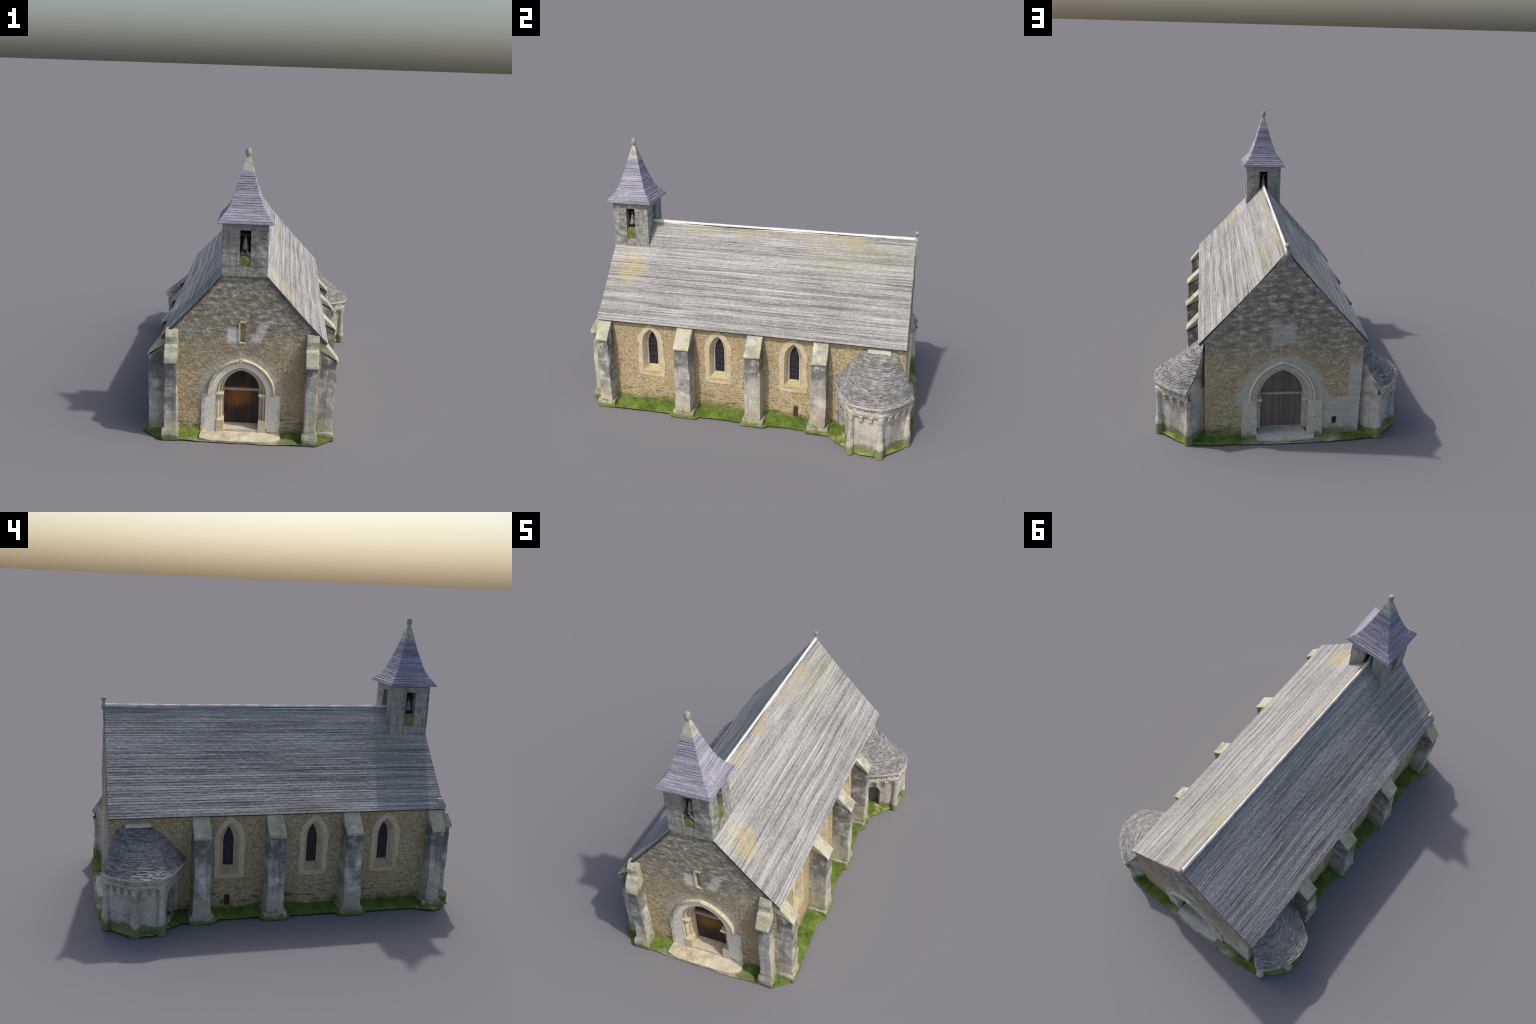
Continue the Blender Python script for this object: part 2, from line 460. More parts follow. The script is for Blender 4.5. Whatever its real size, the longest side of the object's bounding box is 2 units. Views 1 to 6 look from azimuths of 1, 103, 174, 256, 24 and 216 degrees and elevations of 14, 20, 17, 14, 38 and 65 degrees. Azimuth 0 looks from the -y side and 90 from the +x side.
def bevel(bm, w, seg=1, angle=25):
    es = [e for e in bm.edges if len(e.link_faces) == 2 and e.calc_face_angle(0) > math.radians(angle)]
    bmesh.ops.bevel(bm, geom=es, offset=w, segments=seg, affect="EDGES", profile=0.6, clamp_overlap=True)


def jitter(bm, amp, scale, seed=0.0, fine=0.0, fscale=60.0):
    """push every vertex along a smooth vector noise field"""
    for v in bm.verts:
        p = v.co * scale + Vector((seed, seed * 0.7, -seed))
        d = noise.noise_vector(p) * amp
        if fine:
            d += noise.noise_vector(v.co * fscale) * fine
        v.co += d


def arch(w, spring, apex, base, n=12):
    """pointed-arch outline (x, z), from the left foot over the apex to the right foot"""
    h = apex - spring
    R = (w * w + h * h) / (2 * w)
    a1 = math.asin(min(1, h / R)) if R > 0 else 0
    if h > R:
        a1 = math.pi - a1
    left = [(-w, base)] + [(R - w - R * math.cos(a1 * i / n), spring + R * math.sin(a1 * i / n)) for i in range(n + 1)]
    right = [(-x, z) for x, z in left[:-1]][::-1]
    return left + right


def offset(path, d):
    """shift an open 2d path to its outer (left-hand going up) side by d, mitred"""
    out = []
    for i, p in enumerate(path):
        ns = []
        for a, b in ((i - 1, i), (i, i + 1)):
            if 0 <= a and b < len(path):
                dx, dz = path[b][0] - path[a][0], path[b][1] - path[a][1]
                l = math.hypot(dx, dz) or 1
                ns.append((-dz / l, dx / l))
        nx = sum(q[0] for q in ns) / len(ns)
        nz = sum(q[1] for q in ns) / len(ns)
        k = nx * nx + nz * nz
        out.append((p[0] + nx * d / k, p[1] + nz * d / k))
    return out


class Face:
    """a frame on a wall face: (u along, z up, d outwards) -> world"""
    def __init__(s, o, u, n):
        s.o, s.u, s.n = Vector(o), Vector(u), Vector(n)

    def __call__(s, u, z, d=0.0):
        return s.o + s.u * u + s.n * d + Vector((0, 0, z))


FRONT = Face((-0.030, YF, 0), (1, 0, 0), (0, -1, 0))
REAR = Face((-0.012, YB, 0), (-1, 0, 0), (0, 1, 0))


def side_face(y, right):
    return Face((wall_x(right, y), y, 0), (0, 1, 0), (1, 0, 0)) if right else Face((wall_x(right, y), y, 0), (0, -1, 0), (-1, 0, 0))


def sweep(bm, face, path, prof, close=True):
    """carry a closed profile [(offset, depth)] along a path on a wall face"""
    rows = [[face(u, z, d) for u, z in offset(path, o)] for o, d in prof]
    rows = [list(r) for r in zip(*rows)]
    loft(bm, rows, closed=close, cap=close)


def fill(bm, face, outline, d0, d1):
    prism(bm, [face(u, z, d0) for u, z in outline], face.n * (d1 - d0))


def roll(c, r, d, n=6):
    """half-round bead seen in section: centre offset c, radius r, on depth d"""
    return [(c + r * math.cos(math.pi * i / n), d + r * math.sin(math.pi * i / n)) for i in range(n + 1)]


# ----------------------------------------------------------------- nave walls
RW = [-0.589, -0.165, 0.292]      # lancets of the sunny long wall
LW = [-0.581, -0.165, 0.302]
WIN = dict(w=0.054, spring=0.422, apex=0.518, base=0.240)
GLZ = dict(w=0.0275, spring=0.403, apex=0.486, base=0.270)


def build_walls():
    bm = bmesh.new()
    def section(y, drop=0.0):
        """wall cross-section; `drop` keeps the core clear of the sagging slopes between the gables"""
        c, er, el = ridge_x(y), eave_x(True, y), eave_x(False, y)
        top = lambda x: RIDGE_Z - 0.018 - (RIDGE_Z - EAVE_Z) * ((x - c) / (er - c) if x > c else (c - x) / (c - el))
        r, l = wall_x(True, y), wall_x(False, y)
        mr, ml = (r + c) / 2, (l + c) / 2
        return [(l + (0.012 if y > 0.5 else 0), y, 0), (r, y, 0), (r, y, top(r)), (mr, y, top(mr) - drop), (c, y, top(c) - drop), (ml, y, top(ml) - drop), (l, y, top(l))]
    loft(bm, [section(YF), section(YF + 0.03), section(YF + 0.04, 0.05), section(0.50, 0.05), section(YB - 0.04, 0.05), section(YB - 0.03), section(YB)], True, True)
    bmesh.ops.recalc_face_normals(bm, faces=bm.faces)
    dice(bm, 0.016)
    ob = add("wall", bm, M_RUBBLE)

    cut = bmesh.new()
    fill(cut, FRONT, arch(0.1345, 0.25, 0.4055, 0.02), -0.095, 0.05)
    fill(cut, REAR, arch(0.139, 0.236, 0.42, 0.02), -0.10, 0.05)
    for y in RW:
        fill(cut, side_face(y, True), arch(**WIN), -0.045, 0.05)
    for y in LW:
        fill(cut, side_face(y, False), arch(**WIN), -0.045, 0.05)
    box(cut, (-0.044, YF - 0.05, 0.550), (-0.017, YF + 0.035, 0.662))
    box(cut, (wall_x(True, 0.31) - 0.02, 0.297, 0.030), (WR + 0.05, 0.324, 0.110))
    box(cut, (WL - 0.05, 0.293, 0.050), (wall_x(False, 0.31) + 0.03, 0.322, 0.112))
    box(cut, (-0.314, YB - 0.025, 0.078), (-0.288, YB + 0.05, 0.124))
    bmesh.ops.recalc_face_normals(cut, faces=cut.faces)
    me = bpy.data.meshes.new("cutter")
    cut.to_mesh(me)
    cut.free()
    co = bpy.data.objects.new("cutter", me)
    COL.objects.link(co)
    md = ob.modifiers.new("openings", "BOOLEAN")
    md.operation, md.solver, md.object = "DIFFERENCE", "EXACT", co
    dg = bpy.context.evaluated_depsgraph_get()
    new = bpy.data.meshes.new_from_object(ob.evaluated_get(dg))
    ob.modifiers.clear()
    old = ob.data
    ob.data = new
    new.name = "wall"
    bpy.data.objects.remove(co)
    bpy.data.meshes.remove(old)
    # uneven rubble surface: push the outer skin in and out a little
    bm = bmesh.new()
    bm.from_mesh(new)
    for v in bm.verts:
        p = v.co
        d = 0.0035 * noise.noise(p * 9) + 0.0012 * noise.noise(Vector((p.x * 45, p.y * 45, p.z * 80)))
        if abs(p.x - wall_x(True, p.y)) < 1e-3 or abs(p.x - wall_x(False, p.y)) < 1e-3:
            v.co.x += d
        if abs(p.y - YF) < 1e-3 or abs(p.y - YB) < 1e-3:
            v.co.y += d
    for f in bm.faces:
        f.smooth = False
    bm.to_mesh(new)
    bm.free()
    new.materials.clear()
    new.materials.append(M_RUBBLE)
    # boards at the back of the small vents
    for lo, hi in (((wall_x(True, 0.31) - 0.019, 0.297, 0.030), (wall_x(True, 0.31) - 0.005, 0.324, 0.110)), ((wall_x(False, 0.31) + 0.012, 0.293, 0.05), (wall_x(False, 0.31) + 0.028, 0.322, 0.112)), ((-0.314, YB - 0.024, 0.078), (-0.288, YB - 0.018, 0.124))):
        bm = bmesh.new()
        box(bm, lo, hi)
        add("vent_panel", bm, M_VENT, ob)
    bm = bmesh.new()
    box(bm, (-0.044, YF + 0.030, 0.550), (-0.017, YF + 0.034, 0.662))
    add("slit_window_back", bm, M_CREAM, ob)
    bm = bmesh.new()
    box(bm, (-0.0475, YF - 0.004, 0.662), (-0.012, YF + 0.03, 0.672))
    box(bm, (-0.050, YF - 0.004, 0.543), (-0.012, YF + 0.03, 0.551))
    box(bm, (-0.052, YF - 0.004, 0.5515), (-0.0435, YF + 0.03, 0.6615))
    bevel(bm, 0.0015)
    add("slit_window_frame", bm, M_CREAM, ob)
    return ob


# ----------------------------------------------------------------- roof
def slates(name, mat, surf, rows, width, thick, parent, lift=0.0, seed=1, jit=0.5, gap=0.0):
    """lapped slates on a surface surf(u, v): v=0 eave, v=1 top; each course overlaps the one below.
    surf returns (point, normal); width = slate width in metres"""
    rnd = random.Random(seed)
    bm = bmesh.new()
    for r in range(rows):
        v0, v1 = r / rows, min(1.0, (r + 1.25) / rows)
        a, _ = surf(0, v0)
        b, _ = surf(1, v0)
        m_, _ = surf(0.5, v0)
        L = (a - m_).length + (b - m_).length
        n = max(4, int(L / width))
        cuts = [0.0]
        o = 0.5 * (r % 2)
        for i in range(1, n):
            cuts.append(min(0.999, max(0.001, (i + (o - 0.25) + rnd.uniform(-0.18, 0.18)) / n)))
        cuts.append(1.0)
        for u0, u1 in zip(cuts, cuts[1:]):
            t = thick * (1 + jit * rnd.uniform(-1, 1))
            dv = rnd.uniform(-0.12, 0.12) * jit / rows if r else 0
            pts = []
            for u, v, k in ((u0, v0 + dv, t), (u1, v0 + dv, t), (u1, v1, 0.0004), (u0, v1, 0.0004)):
                p, nn = surf(u, max(0, v))
                pts.append((p + nn * (lift + k), p + nn * (lift - (0.0 if k < t else thick * 0.4))))
            q = [bm.verts.new(x[0]) for x in pts]
            bm.faces.new(q)
            e = [bm.verts.new(pts[0][1]), bm.verts.new(pts[1][1])]
            bm.faces.new((e[0], e[1], q[1], q[0]))
            bm.faces.new((e[0], q[0], q[3]))
            bm.faces.new((e[1], q[2], q[1]))
    me_ob = add_raw(name, bm, mat, parent)
    me_ob["kind"] = "stuff"
    return me_ob


def add_raw(name, bm, mat, parent):
    me = bpy.data.meshes.new(name)
    bm.to_mesh(me)
    bm.free()
    me.materials.append(mat)
    ob = bpy.data.objects.new(name, me)
    COL.objects.link(ob)
    ob.parent = parent or ROOT
    return ob


def roof_surface(right):
    def surf(u, v):
        y = ROOF_F + (ROOF_B - ROOF_F) * u
        ex = eave_x(right, y)
        # gentle sag and a slight flare at the eave
        sag = -0.007 * math.sin(math.pi * v) - 0.004 * math.sin(math.pi * u) * v
        if not right:             # the shaded slope has sunk towards the turret
            k = max(0.0, min(1.0, (0.75 - y) / 0.4)) * max(0.0, min(1.0, (y + 0.86) / 0.2))
            sag -= 0.015 * k * math.sin(math.pi * v) * (1 - v)
        sag += 0.0035 * noise.noise(Vector((2.5 * y, 3 * v, 4.0 if right else 9.0)))
        x = ex + (ridge_x(y) - ex) * v
        z = EAVE_Z + (RIDGE_Z - EAVE_Z) * v
        n = Vector(((1 if right else -1) * 0.75, 0, 0.66))
        return Vector((x, y, z)) + n * sag, n
    return surf


def build_roof():
    par = bpy.data.objects.new("roof", None)
    COL.objects.link(par)
    par.parent = ROOT
    for right in (True, False):
        s = roof_surface(right)
        slates("slate_covering", M_SLATE, s, 43, 0.021, 0.0018, par, 0.0, 11 if right else 23, 0.35)
        bm = bmesh.new()
        nu, nv = 24, 12
        top = [[s(i / nu, j / nv)[0] - s(0, 0)[1] * 0.0015 for i in range(nu + 1)] for j in range(nv + 1)]
        bot = [[p - s(0, 0)[1] * 0.011 for p in r] for r in top]
        a = loft(bm, top)
        b = loft(bm, bot)
        ring = lambda g: g[0][:] + [r[-1] for r in g[1:-1]] + g[-1][::-1] + [r[0] for r in g[-2:0:-1]]
        ra, rb = ring(a), ring(b)
        for i in range(len(ra)):
            j = (i + 1) % len(ra)
            bm.faces.new((ra[i], ra[j], rb[j], rb[i]))
        add("roof_deck", bm, M_DECK, par)
    # half-round mortared ridge
    bm = bmesh.new()
    rows = []
    n = 70
    for i in range(n + 1):
        y = TY + THY - 0.02 + (ROOF_B - 0.002 - (TY + THY - 0.02)) * i / n
        u = (y - ROOF_F) / (ROOF_B - ROOF_F)
        tops = [roof_surface(r)(u, 1.0)[0] for r in (True, False)]
        dz = max(t.z for t in tops) + 0.002 + 0.0012 * noise.noise(Vector((0, y * 18, 0)))
        prof = [(-0.013, -0.030), (-0.009, -0.006), (-0.006, -0.001), (-0.001, 0.003), (0.004, 0.001), (0.007, -0.004), (0.0095, -0.009), (0.011, -0.026)]
        rows.append([(ridge_x(y) + x * (1 + 0.08 * noise.noise(Vector((3, y * 25, x)))), y, dz + z) for x, z in prof])
    loft(bm, rows)
    add("ridge_cap", bm, M_RIDGE, par, 60)
    # stone finial on the rear gable
    bm = bmesh.new()
    lathe(bm, (-0.016, ROOF_B + 0.002, RIDGE_Z - 0.006), [(0.013, -0.02), (0.013, 0.0), (0.009, 0.008), (0.0065, 0.016), (0.0065, 0.021), (0.011, 0.026), (0.0135, 0.033), (0.013, 0.041), (0.009, 0.047), (0.003, 0.050)], 14)
    add("gable_finial", bm, M_FINIAL, par, 50)
    bm = bmesh.new()
    prism(bm, [(-0.072, YB - 0.02, RIDGE_Z - 0.088), (0.044, YB - 0.02, RIDGE_Z - 0.088), (-0.004, YB - 0.02, RIDGE_Z - 0.012), (-0.026, YB - 0.02, RIDGE_Z - 0.012)], (0, 0.023, 0))
    bevel(bm, 0.003)
    add("gable_apex_stone", bm, M_TOWER, par)
    return par


# ----------------------------------------------------------------- bell turret
def build_turret():
    par = bpy.data.objects.new("bell_turret", None)
    COL.objects.link(par)
    par.parent = ROOT
    x0, x1, y0, y1 = TX - THX, TX + THX, TY - THY, TY + THY
    ox, oy = 0.0285, 0.027          # half widths of the openings
    zs = [0.922, 0.977, 1.047, 1.127, 1.171]
    rnd = random.Random(3)
    for a, b in zip(zs, zs[1:]):
        low = b <= 1.0
        mid = TX + rnd.uniform(-0.03, 0.03)
        if low:
            pieces = [((x0, y0), (mid, y1)), ((mid, y0), (x1, y1))]
        else:
            pieces = [((x0, y0), (TX - ox, TY - oy)), ((TX + ox, y0), (x1, TY - oy)), ((x0, TY + oy), (TX - ox, y1)), ((TX + ox, TY + oy), (x1, y1))]
        for lo, hi in pieces:
            bm = bmesh.new()
            g = 0.0002
            s = rnd.uniform(-0.0012, 0.0012)
            box(bm, (lo[0] + (s if lo[0] == x0 else g), lo[1] + (s if lo[1] == y0 else g), a + g), (hi[0] - (s if hi[0] == x1 else g), hi[1] - (s if hi[1] == y1 else g), b - g))
            dice(bm, 0.02)
            bevel(bm, 0.0012)
            jitter(bm, 0.0014, 25, rnd.random() * 9)
            add("ashlar_block", bm, M_TOWER, par)
    bm = bmesh.new()
    box(bm, (x0, y0, 1.1715), (x1, y1, TTOP))
    bevel(bm, 0.001)
    add("turret_lintel", bm, M_TOWER, par)
    # sloping mossy sills in the four openings
    for nx, ny in ((1, 0), (-1, 0), (0, 1), (0, -1)):
        bm = bmesh.new()
        w = ox if ny else oy
        R = (THX if nx else THY)
        prof = [(R - 0.002, 0.978), (R - 0.002, 1.028), (R - 0.016, 1.044), (R - 0.048, 1.046), (R - 0.048, 0.978)]
        c = Vector((TX, TY, 0))
        n = Vector((nx, ny, 0))
        t = Vector((-ny, nx, 0))
        prism(bm, [c + n * r + t * (-w + 0.0007) + Vector((0, 0, z)) for r, z in prof], t * (2 * w - 0.0014))
        add("mossy_sill", bm, M_SILL, par)
    bm = bmesh.new()
    box(bm, (TX - THX + 0.0485, TY - oy + 0.001, 0.979), (TX + THX - 0.0485, TY + oy - 0.001, 1.045))
    box(bm, (TX - ox + 0.001, TY - THY + 0.0485, 0.979), (TX + ox - 0.001, TY + THY - 0.0485, 1.0445))
    add("bell_chamber_floor", bm, M_DARK, par)
    # dark core filling the middle of the chamber; a bell hangs in each opening before it
    bm = bmesh.new()
    box(bm, (TX - THX + 0.052, TY - THY + 0.050, 1.046), (TX + THX - 0.052, TY + THY - 0.050, 1.1712))
    add("bell_chamber_core", bm, M_DARK, par)
    for nx, ny in ((1, 0), (-1, 0), (0, 1), (0, -1)):
        c = Vector((TX + nx * (THX - 0.033), TY + ny * (THY - 0.031), 1.066))
        bm = bmesh.new()
        lathe(bm, c, [(0.0185, 0), (0.019, 0.004), (0.0165, 0.012), (0.0125, 0.026), (0.0105, 0.042), (0.0085, 0.052), (0.004, 0.056), (0.003, 0.072)], 20)
        add("bell", bm, M_BRONZE, par, 40)
        t = Vector((abs(ny), abs(nx), 0)) * 0.027 + Vector((abs(nx), abs(ny), 0)) * 0.005
        bm = bmesh.new()
        box(bm, (c.x - t.x, c.y - t.y, 1.136), (c.x + t.x, c.y + t.y, 1.148))
        box(bm, (c.x - t.x, c.y - t.y, 1.053), (c.x + t.x, c.y + t.y, 1.061))
        bevel(bm, 0.0015)
        add("bell_beam", bm, M_BEAM, par)
    # swept pyramidal spire, hw = half width against height
    prof = [(0.1485, 1.2115), (0.127, 1.238), (0.1025, 1.2655), (0.0855, 1.297), (0.0690, 1.341), (0.0510, 1.394), (0.0405, 1.428), (0.0300, 1.467), (0.0200, 1.506), (0.0085, 1.5385)]

    def hw(z):
        for (a, za), (b, zb) in zip(prof, prof[1:]):
            if z <= zb:
                return a + (b - a) * (z - za) / (zb - za)
        return prof[-1][0]
    zc = 1.468
    rows, ry = 21, 0.965
    bm = bmesh.new()
    rnd = random.Random(5)
    for r in range(rows):
        za = 1.2115 + (zc - 1.2115) * r / rows
        zb = 1.2115 + (zc - 1.2115) * (r + 1) / rows
        k = 0.0022
        A, B = hw(za) + (k if r else 0), hw(zb)
        for s in range(4):
            c0, c1 = [((-1, -1), (1, -1)), ((1, -1), (1, 1)), ((1, 1), (-1, 1)), ((-1, 1), (-1, -1))][s]
            n = max(3, int(2 * A / 0.02))
            j = [0] + [(i + rnd.uniform(-0.2, 0.2)) / n for i in range(1, n)] + [1]
            out = ((0, -1), (1, 0), (0, 1), (-1, 0))[s]
            for u0, u1 in zip(j, j[1:]):
                e = rnd.uniform(-0.0007, 0.0007) if 0 < u0 and u1 < 1 else 0
                P = lambda h, u, z, ee=0: Vector((TX + h * (c0[0] + (c1[0] - c0[0]) * u) + out[0] * ee, TY + ry * h * (c0[1] + (c1[1] - c0[1]) * u) + out[1] * ee, z))
                q = [bm.verts.new(p) for p in (P(A, u0, za, e), P(A, u1, za, e), P(B, u1, zb), P(B, u0, zb))]
                bm.faces.new(q)
                d = [bm.verts.new(p) for p in (P(A - k - 0.001, u0, za), P(A - k - 0.001, u1, za))]
                bm.faces.new((d[0], d[1], q[1], q[0]))
    sp = add_raw("spire_slates", bm, M_SPIRE, par)
    sp["kind"] = "stuff"
    bm = bmesh.new()
    sq = lambda h, z: [(TX + sx * h, TY + sy * h * ry, z) for sx, sy in ((-1, -1), (1, -1), (1, 1), (-1, 1))]
    loft(bm, [sq(0.1470, 1.2085), sq(0.1470, 1.2112), sq(0.12, 1.2112), sq(0.12, 1.2085)], True)
    loft(bm, [sq(0.1465, 1.2085), sq(0.09, 1.2084), sq(0.09, 1.215)], True)
    add("spire_eave_board", bm, M_SPIRE, par)
    bm = bmesh.new()
    loft(bm, [sq(hw(zc) + 0.0016, zc - 0.006), sq(hw(zc) + 0.0016, zc - 0.001), sq(hw(1.49) + 0.001, 1.49), sq(hw(1.515) + 0.0008, 1.515), sq(0.0095, 1.5385), sq(0.0075, 1.542)], True, True)
    bevel(bm, 0.0015)
    add("spire_cap", bm, M_SPIRECAP, par)
    bm = bmesh.new()
    lathe(bm, (TX, TY - 0.001, 1.537), [(0.008, -0.004), (0.0085, 0.001), (0.010, 0.006), (0.0155, 0.015), (0.0165, 0.024), (0.0150, 0.034), (0.012, 0.043), (0.010, 0.0465)], 8)
    add("spire_finial", bm, M_FINIAL, par, 60)
    return par


# ----------------------------------------------------------------- buttresses
def buttress(face, w, seed, out, lip, ztop=0.578, zlip=0.456, stepped=False, foot=0.0):
    """shaft, sloped weathering cap and plinth against a wall frame; u runs along the wall"""
    h = w / 2

    def piece(prof, hw, nm, mat, par, amp, bev, spread=0.0, sm=40):
        b = bmesh.new()
        prism(b, [face(-hw, z, d) for d, z in prof], face.u * (2 * hw))
        bmesh.ops.recalc_face_normals(b, faces=b.faces)
        bevel(b, bev, 2)
        dice(b, 0.02)
        for v in b.verts:          # shafts widen a little towards the ground
            u = (v.co - face.o).dot(face.u)
            v.co += face.u * (u * spread * (1 - v.co.z / zlip))
        jitter(b, amp, 8, seed * 3.7, amp * 0.4, 45)
        return add(nm, b, mat, par, sm)
    sh = piece([(-0.03, 0.02), (out + foot, 0.02), (out + foot * 0.85, 0.12), (out + foot * 0.4, 0.30), (out + 0.001, zlip - 0.004), (-0.03, ztop - 0.03)], h, "buttress", M_BUTT, None, 0.0065, 0.004, 0.14)
    if stepped:
        cap = [(-0.02, ztop + 0.03), (0.006, ztop + 0.03), (0.030, ztop - 0.005), (0.031, ztop - 0.048), (lip - 0.035, ztop - 0.056), (lip - 0.010, zlip + 0.035), (lip, zlip + 0.008), (lip, zlip - 0.004), (out - 0.006, zlip - 0.008), (-0.02, zlip + 0.03)]
    else:
        cap = [(-0.02, ztop + 0.004), (0.016, ztop - 0.002), (lip, zlip + 0.011), (lip + 0.001, zlip - 0.001), (out - 0.004, zlip - 0.004), (out - 0.004, zlip + 0.010), (-0.02, ztop - 0.035)]
    piece(cap, h + 0.003, "buttress_cap", M_CAP, sh, 0.004, 0.003)
    if stepped:
        piece([(-0.03, 0.0), (out + 0.016, 0.0), (out + 0.018, 0.035), (out + 0.012, 0.055), (out - 0.004, 0.068), (-0.03, 0.068)], h + 0.013, "buttress_plinth", M_PLINTH, sh, 0.005, 0.006)
    else:
        piece([(-0.03, 0.0), (out + foot + 0.006, 0.0), (out + foot + 0.006, 0.026), (out + foot - 0.003, 0.046), (-0.03, 0.046)], h + 0.022, "buttress_plinth", M_PLINTH, sh, 0.005, 0.004)
    return sh


def build_buttresses():
    k = 1
    # (centre on each side, width, lip distance from the axis plane on each side)
    for yr, yl, w, xr, xl in ((-0.867, -0.858, 0.070, 0.493, -0.545), (-0.361, -0.367, 0.088, 0.514, -0.548), (0.068, 0.063, 0.086, 0.516, -0.548), (0.456, 0.460, 0.084, 0.510, -0.544)):
        fr, fl = side_face(yr, True), side_face(yl, False)
        lr, ll = xr - fr.o.x, fl.o.x - xl
        buttress(fr, w, k, lr - 0.007, lr, 0.566, foot=-0.004)
        buttress(fl, w, k + 10, ll - 0.005, ll, 0.563, foot=0.0 if k == 1 else 0.022)
        k += 1
    for x, sd in ((0.349, 31), (-0.411, 32)):
        buttress(Face((x, YF, 0), (1, 0, 0), (0, -1, 0)), 0.062, sd, 0.072, 0.084, 0.585, 0.450, True)


# ----------------------------------------------------------------- lancets
def rough_outline(path, d, seed, amp):
    o = offset(path, d)
    return [(u + amp * noise.noise(Vector((u * 30, z * 30, seed))), z + amp * noise.noise(Vector((z * 30, u * 30, seed + 5)))) for u, z in o]


def densify(path, step):
    out = []
    for a, b in zip(path, path[1:]):
        n = max(1, int(math.dist(a, b) / step))
        out += [(a[0] + (b[0] - a[0]) * i / n, a[1] + (b[1] - a[1]) * i / n) for i in range(n)]
    return out + [path[-1]]


def lancet(face, seed):
    par = bpy.data.objects.new("lancet_window", None)
    COL.objects.link(par)
    par.parent = ROOT
    outer = arch(**WIN)
    mid = arch(0.036, 0.408, 0.498, 0.260)
    glass = arch(**GLZ)
    # dressed surround, flush, ragged towards the rubble
    bm = bmesh.new()
    din = densify(arch(WIN["w"] - 0.0005, WIN["spring"], WIN["apex"] - 0.0005, WIN["base"] - 0.0115), 0.012)
    dou = rough_outline(din, 0.031, seed, 0.009)
    loft(bm, [[face(u, z, -0.006) for u, z in dou], [face(u, z, 0.0035) for u, z in rough_outline(din, 0.029, seed, 0.009)], [face(u, z, 0.0045) for u, z in offset(din, 0.012)], [face(u, z, 0.004) for u, z in din], [face(u, z, -0.006) for u, z in din]])
    box_pts = [(-0.078, 0.208), (-0.02, 0.204), (0.05, 0.207), (0.079, 0.206), (0.084, 0.2285), (-0.083, 0.2285)]
    fill(bm, face, box_pts, -0.006, 0.0036)
    add("window_surround", bm, M_SURROUND, par, 30)
    # splayed reveal with inner rebate; its foot is the sloping sill
    bm = bmesh.new()
    loft(bm, [[face(u, z, d) for u, z in o] for o, d in ((outer, 0.003), (mid, -0.024), (offset(mid, -0.0015), -0.030), (offset(glass, 0.003), -0.031), (glass, -0.037))])
    add("window_reveal", bm, M_CREAM, par, 30)
    bm = bmesh.new()
    a = [face(-0.0535, 0.229, 0.0045), face(-0.0535, 0.2405, 0.0045), face(-0.036, 0.2715, -0.038), face(-0.036, 0.229, -0.038)]
    b = [face(0.0535, 0.229, 0.0045), face(0.0535, 0.2405, 0.0045), face(0.036, 0.2715, -0.038), face(0.036, 0.229, -0.038)]
    loft(bm, [a, b], True, True)
    add("window_sill", bm, M_SILL_PALE, par)
    bm = bmesh.new()
    fill(bm, face, arch(GLZ["w"] + 0.001, GLZ["spring"], GLZ["apex"] + 0.001, GLZ["base"] - 0.004), -0.041, -0.0355)
    add("window_pane", bm, M_GLASS, par)
    bm = bmesh.new()
    for i in range(1, 6):
        z = GLZ["base"] + 0.034 * i
        w = GLZ["w"] * (1 if z < GLZ["spring"] else 0.75) - 0.001
        if z < GLZ["apex"] - 0.015:
            fill(bm, face, [(-w, z - 0.0009), (w, z - 0.0009), (w, z + 0.0009), (-w, z + 0.0009)], -0.0356, -0.0335)
    for u in (-0.0092, 0.0092):
        fill(bm, face, [(u - 0.0006, GLZ["base"]), (u + 0.0006, GLZ["base"]), (u + 0.0006, GLZ["apex"] - 0.016), (u - 0.0006, GLZ["apex"] - 0.016)], -0.0356, -0.0340)
    add("window_lead", bm, M_LEAD, par)


M_SILL_PALE = limestone_material("lichened_sill", (0.32, 0.27, 0.12), (0.43, 0.37, 0.19), (0.54, 0.48, 0.28), warm=(0.44, 0.37, 0.19), blot=18, stain=0.1, moss=0)


# ----------------------------------------------------------------- portals
def planks(face, outline_w, spring, apex, base, top, d, n, name, mat, par):
    """vertical planks cut to an arch head; between z base and top"""
    h = apex - spring
    R = (outline_w ** 2 + h ** 2) / (2 * outline_w)

    def head(u):
        a = abs(u)
        c = R - outline_w
        return spring + math.sqrt(max(0, R * R - (a + c) ** 2))
    for i in range(n):
        u0 = -outline_w + 2 * outline_w * i / n + 0.0003
        u1 = -outline_w + 2 * outline_w * (i + 1) / n - 0.0003
        us = [u0, (u0 + u1) / 2, u1]
        tops = [min(top, head(u) + 0.004) for u in us]
        if max(tops) <= base + 0.003:
            continue
        tops = [max(t, base + 0.002) for t in tops]
        bm = bmesh.new()
        fill(bm, face, [(u0, base), (u1, base), (u1, tops[2]), (us[1], tops[1]), (u0, tops[0])], d - 0.006, d + 0.0006 * (i % 2))
        add(name, bm, mat, par)


